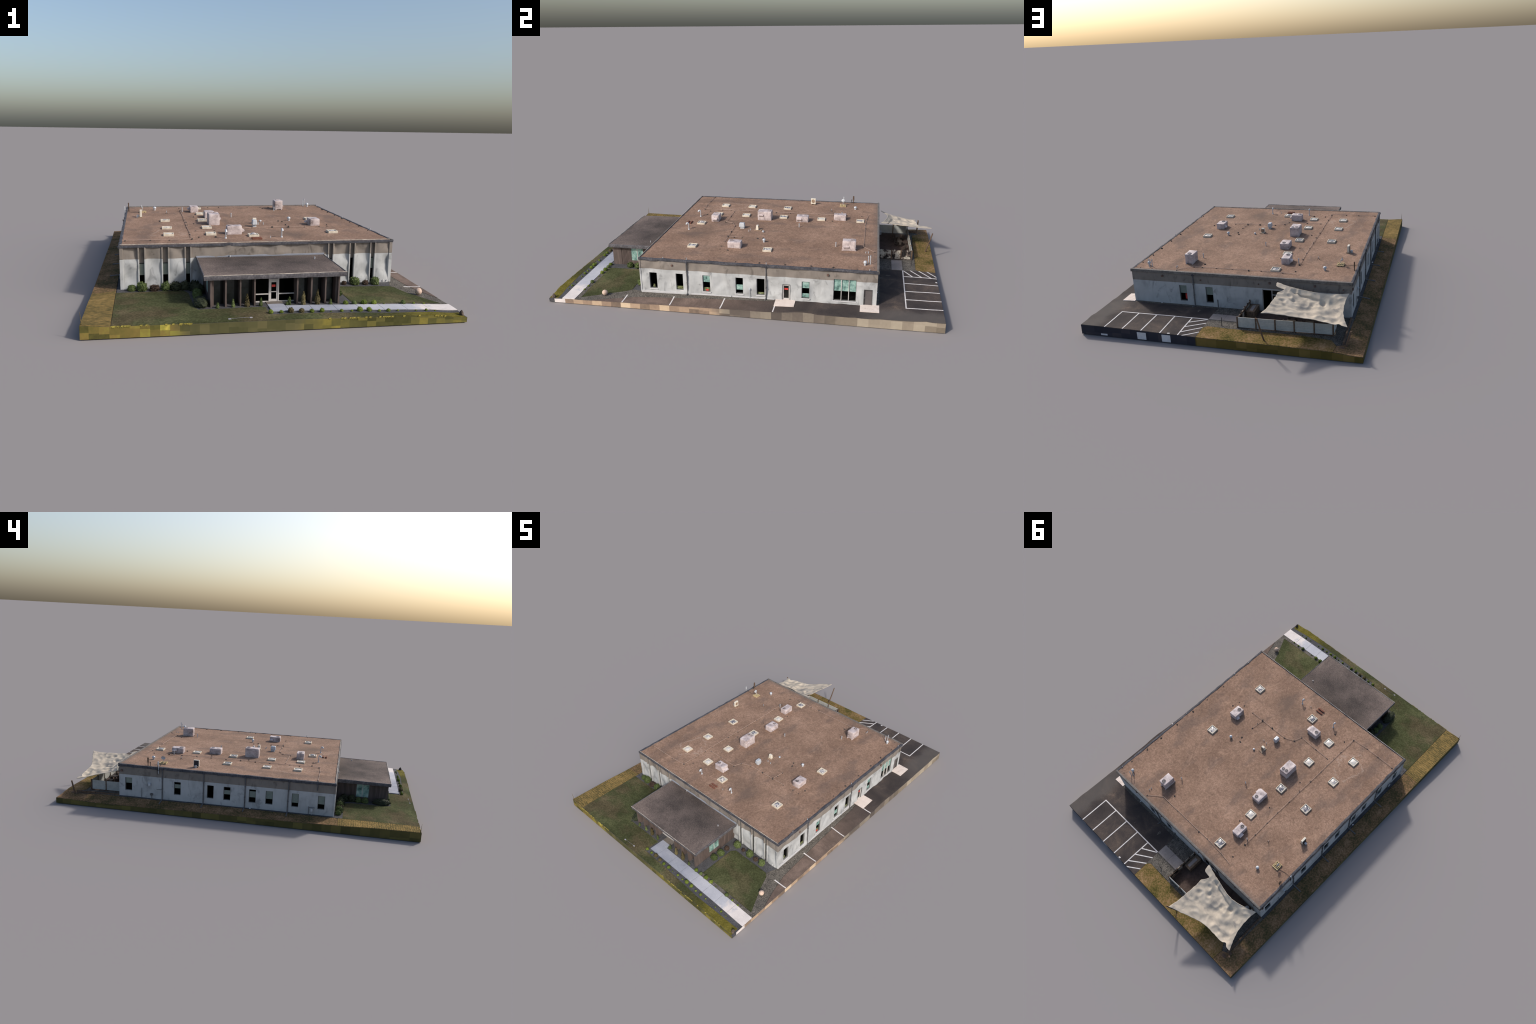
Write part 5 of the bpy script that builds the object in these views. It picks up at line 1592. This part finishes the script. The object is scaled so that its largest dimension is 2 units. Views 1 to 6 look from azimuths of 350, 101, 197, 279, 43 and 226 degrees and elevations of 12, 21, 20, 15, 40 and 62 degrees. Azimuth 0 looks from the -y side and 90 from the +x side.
# ----------------------------------------------------------------------------
# planting
# ----------------------------------------------------------------------------
def bush_mesh(name, seed, leaves=150, leaf=0.16, squash=0.8, core=0.82, tall=False):
    """unit shrub: lumpy core plus solid lens-shaped leaves, radius about 1"""
    rnd = random.Random(seed)
    bm = bmesh.new()
    bmesh.ops.create_icosphere(bm, subdivisions=3, radius=core)
    for v in bm.verts:
        p = v.co.normalized()
        k = 1 + 0.22 * noise.noise(p * 2.2 + Vector((seed, 0, 0))) + 0.12 * noise.noise(p * 6 + Vector((0, seed, 0)))
        v.co = p * core * k
        if tall:
            t = (v.co.z + 1) / 2
            w = 1 - 0.55 * t + 0.25 * noise.noise(Vector((seed, t * 4, 2)))
            v.co.x *= w; v.co.y *= w
    for k in range(leaves):
        z = rnd.uniform(-0.55, 1)
        a = rnd.uniform(0, 2 * math.pi)
        q = math.sqrt(max(0, 1 - z * z))
        d = Vector((q * math.cos(a), q * math.sin(a), z))
        r = core * (1 + 0.22 * noise.noise(d * 2.2 + Vector((seed, 0, 0)))) * rnd.uniform(0.93, 1.14)
        c = d * r
        if tall:
            t = (c.z + 1) / 2
            w = 1 - 0.55 * t + 0.25 * noise.noise(Vector((seed, t * 4, 2)))
            c.x *= w; c.y *= w
        ax = (d + Vector((rnd.uniform(-1, 1), rnd.uniform(-1, 1), rnd.uniform(-0.4, 1))) * 0.9).normalized()
        sd = ax.cross(Vector((rnd.uniform(-1, 1), rnd.uniform(-1, 1), rnd.uniform(-1, 1)))).normalized()
        up = ax.cross(sd)
        L = leaf * rnd.uniform(0.7, 1.3)
        vs = [bm.verts.new(c + ax * L), bm.verts.new(c - ax * L), bm.verts.new(c + sd * L * 0.5), bm.verts.new(c - sd * L * 0.5),
              bm.verts.new(c + up * L * 0.18), bm.verts.new(c - up * L * 0.18)]
        for s in (4, 5):
            for t1, t2 in ((0, 2), (2, 1), (1, 3), (3, 0)):
                bm.faces.new((vs[t1], vs[t2], vs[s]))
    bmesh.ops.scale(bm, vec=(1, 1, squash), verts=bm.verts)
    bmesh.ops.recalc_face_normals(bm, faces=bm.faces[:])
    me = bpy.data.meshes.new(name)
    bm.to_mesh(me); bm.free()
    return me

def planting():
    lib = {}
    def get(key, variant, **kw):
        k = (key, variant, tuple(sorted(kw.items())))
        if k not in lib:
            me = bush_mesh("shrub_" + key, variant * 7.3 + len(key), **kw)
            me.materials.append(M[key])
            lib[k] = me
        return lib[k]
    def shrub(key, x, y, r, h=None, name="shrub", **kw):
        me = get(key, random.randint(1, 3), **kw)
        hz = (h or r * 1.5)
        zr = hz / 1.55
        o = place(name, me, None, (x, y, H(x, y) + zr * 0.5), random.uniform(0, 6.28), (r * random.uniform(0.93, 1.07), r * random.uniform(0.93, 1.07), zr / 0.8))
        o["kind"] = "stuff"
        return o
    # row south of the walk
    for x, y, r, k in ((-0.042, -1.006, 0.0110, "lime"), (-0.003, -1.007, 0.0080, "lime"), (0.033, -1.005, 0.0135, "dry"), (0.073, -1.009, 0.0115, "dry"), (0.111, -1.013, 0.0100, "lime"),
                       (0.150, -1.011, 0.0110, "lime"), (0.184, -1.013, 0.0035, "lime"), (0.226, -1.011, 0.0075, "lime"), (0.265, -1.013, 0.0055, "lime"), (0.297, -1.010, 0.0125, "lime"), (0.334, -1.010, 0.0115, "lime"),
                       (0.373, -1.014, 0.0065, "lime"), (0.410, -1.013, 0.0085, "lime"), (0.448, -1.013, 0.005, "lime"), (0.522, -1.013, 0.004, "lime"), (0.564, -1.012, 0.0065, "lime"), (0.60, -1.014, 0.004, "lime")):
        shrub(k, x, y, r)
    # row north of the walk
    for x, y, r, k in ((0.273, -0.919, 0.0115, "lime"), (0.309, -0.918, 0.0115, "olive"), (0.349, -0.917, 0.0130, "lime"), (0.389, -0.919, 0.0125, "lime"), (0.511, -0.921, 0.0120, "olive"),
                       (0.430, -0.922, 0.0035, "lime"), (0.555, -0.922, 0.0065, "lime"), (0.597, -0.925, 0.0055, "lime")):
        shrub(k, x, y, r)
    # beds along the annex and the south wall
    for x, y, r, h, k in ((0.314, -0.640, 0.0230, 0.040, "olive"), (0.284, -0.696, 0.0150, 0.024, "deadwood"), (0.285, -0.744, 0.0225, 0.034, "olive"), (0.281, -0.792, 0.0215, 0.032, "olive"),
                          (0.411, -0.640, 0.0225, 0.038, "olive"), (0.459, -0.642, 0.0155, 0.022, "deadwood"), (0.504, -0.641, 0.0215, 0.038, "olive"), (0.362, -0.640, 0.0130, 0.018, "deadwood"),
                          (-0.545, -0.630, 0.0190, 0.028, "olive"), (-0.503, -0.634, 0.0235, 0.042, "olive"), (-0.452, -0.637, 0.0230, 0.026, "deadwood"), (-0.407, -0.636, 0.0220, 0.038, "olive"), (-0.366, -0.637, 0.0260, 0.038, "hedge"),
                          (-0.330, -0.636, 0.0230, 0.040, "hedge"), (-0.290, -0.655, 0.0300, 0.046, "hedge"), (-0.279, -0.700, 0.0260, 0.044, "hedge"), (-0.287, -0.740, 0.0200, 0.034, "olive"), (-0.288, -0.778, 0.0220, 0.036, "olive")):
        shrub(k, x, y, r, h, leaf=0.17, leaves=190)
    # clipped hedge at the annex corner
    o = shrub("hedge", -0.2835, -0.872, 0.0285, 0.036, name="clipped_hedge", leaf=0.08, leaves=260)
    o.scale = (0.0335, 0.0600, 0.0300)
    o.rotation_euler = (0, 0, 0.05)
    # pointed shrubs between the fins
    for x, y, h, r in ((-0.226, -0.916, 0.024, 0.0085), (-0.167, -0.913, 0.036, 0.0085), (-0.114, -0.912, 0.056, 0.0125), (-0.061, -0.914, 0.037, 0.0085), (0.050, -0.913, 0.036, 0.0085), (0.040, -0.915, 0.016, 0.006),
                       (0.104, -0.916, 0.060, 0.0105), (0.160, -0.915, 0.064, 0.0120), (0.212, -0.918, 0.026, 0.0085)):
        shrub("dry" if h > 0.05 else "olive", x, y, r * 1.15, h, name="pointed_shrub", leaf=0.17, leaves=110, tall=True)
planting()

def oddments():
    bm = bmesh.new()
    bmesh.ops.create_icosphere(bm, subdivisions=4, radius=0.0145)
    for v in bm.verts:
        v.co *= 1 + 0.05 * noise.noise(v.co * 120) + 0.03 * noise.noise(v.co * 260)
    me = bpy.data.meshes.new("boulder"); bm.to_mesh(me); bm.free()
    me.materials.append(M["boulder"]); shade(me, 60)
    x, y = to_local(0.640, -0.715)
    place("boulder", me, None, (x, y, 0.0445))
    # rough rock on the south-east corner and a tall grass spear on the south-west one
    bm = bmesh.new()
    bmesh.ops.create_icosphere(bm, subdivisions=3, radius=0.010)
    for v in bm.verts:
        v.co *= 1 + 0.4 * noise.noise(v.co * 110)
        v.co.z *= 1.1 if v.co.z < 0 else 1.7
        v.co.x *= 0.75
    me = bpy.data.meshes.new("corner_rock"); bm.to_mesh(me); bm.free()
    me.materials.append(M["rock"]); shade(me, 40)
    x, y = to_local(0.694, -0.978)
    place("corner_rock", me, None, (x, y, 0.024), -ANG)
    mb = MB()
    p = to_local(-0.6985, -0.9925); q = to_local(-0.7025, -0.9955)
    mb.tube([(*p, 0.040), (*to_local(-0.700, -0.9935), 0.062), (*q, 0.098)], [0.0032, 0.0013, 0.0003], "mown", 6)
    place("grass_spear", mb.mesh("grass_spear", 60))
    M["marker"] = plain("marker_stone", (0.30, 0.29, 0.32), 0.8, var=0.35)
    # small stone slabs joined by a cord on the front lawn
    a = to_local(-0.195, -0.978); b = to_local(-0.118, -0.974)
    for x, y in (a, b):
        z = H(x, y)
        mb = MB(); mb.box(x - 0.0052, x + 0.0052, y - 0.0034, y + 0.0034, z - 0.002, z + 0.0022, "marker")
        bevel(place("marker_stone", mb.mesh("marker_stone")), 0.0008)
    mb = MB()
    mb.tube([(a[0] + 0.006, a[1], H(*a) + 0.002), ((a[0] + b[0]) / 2, (a[1] + b[1]) / 2, H(*a) + 0.0025), (b[0] - 0.006, b[1], H(*b) + 0.002)], 0.0004, "marker", 6)
    place("marker_cord", mb.mesh("marker_cord"))
    # uncut grass tufts hanging over the cut south rim
    M["tuft"] = grain("yellow_tuft", [(0.3, (0.16, 0.14, 0.03)), (0.7, (0.42, 0.35, 0.08))], 60, 150, 0.5, 0.9, 0)
    tuft = MB()
    rnd = random.Random(4)
    for k in range(16):
        a = rnd.uniform(0, 6.28); r = rnd.uniform(0, 0.006); L = rnd.uniform(0.004, 0.009)
        x, y = r * math.cos(a), r * math.sin(a) * 0.5
        tuft.tube([(x, 0.001, -0.001), (x + rnd.uniform(-0.002, 0.002), -0.0012, L * 0.12), (x + rnd.uniform(-0.003, 0.003), -0.0020, -L * 0.9)], [0.0009, 0.0008, 0.0002], "tuft", 4)
    me = tuft.mesh("grass_tuft")
    for k in range(46):
        wx = rnd.choice((rnd.uniform(-0.60, -0.33), rnd.uniform(0.15, 0.62)))
        x, y = to_local(wx, -PLOT_Y + 0.0004)
        o = place("grass_tuft", me, None, (x, y, H(x, y)), rnd.uniform(-0.3, 0.3), (1, 0.8, rnd.uniform(0.6, 1.1)))
        o["kind"] = "stuff"
oddments()
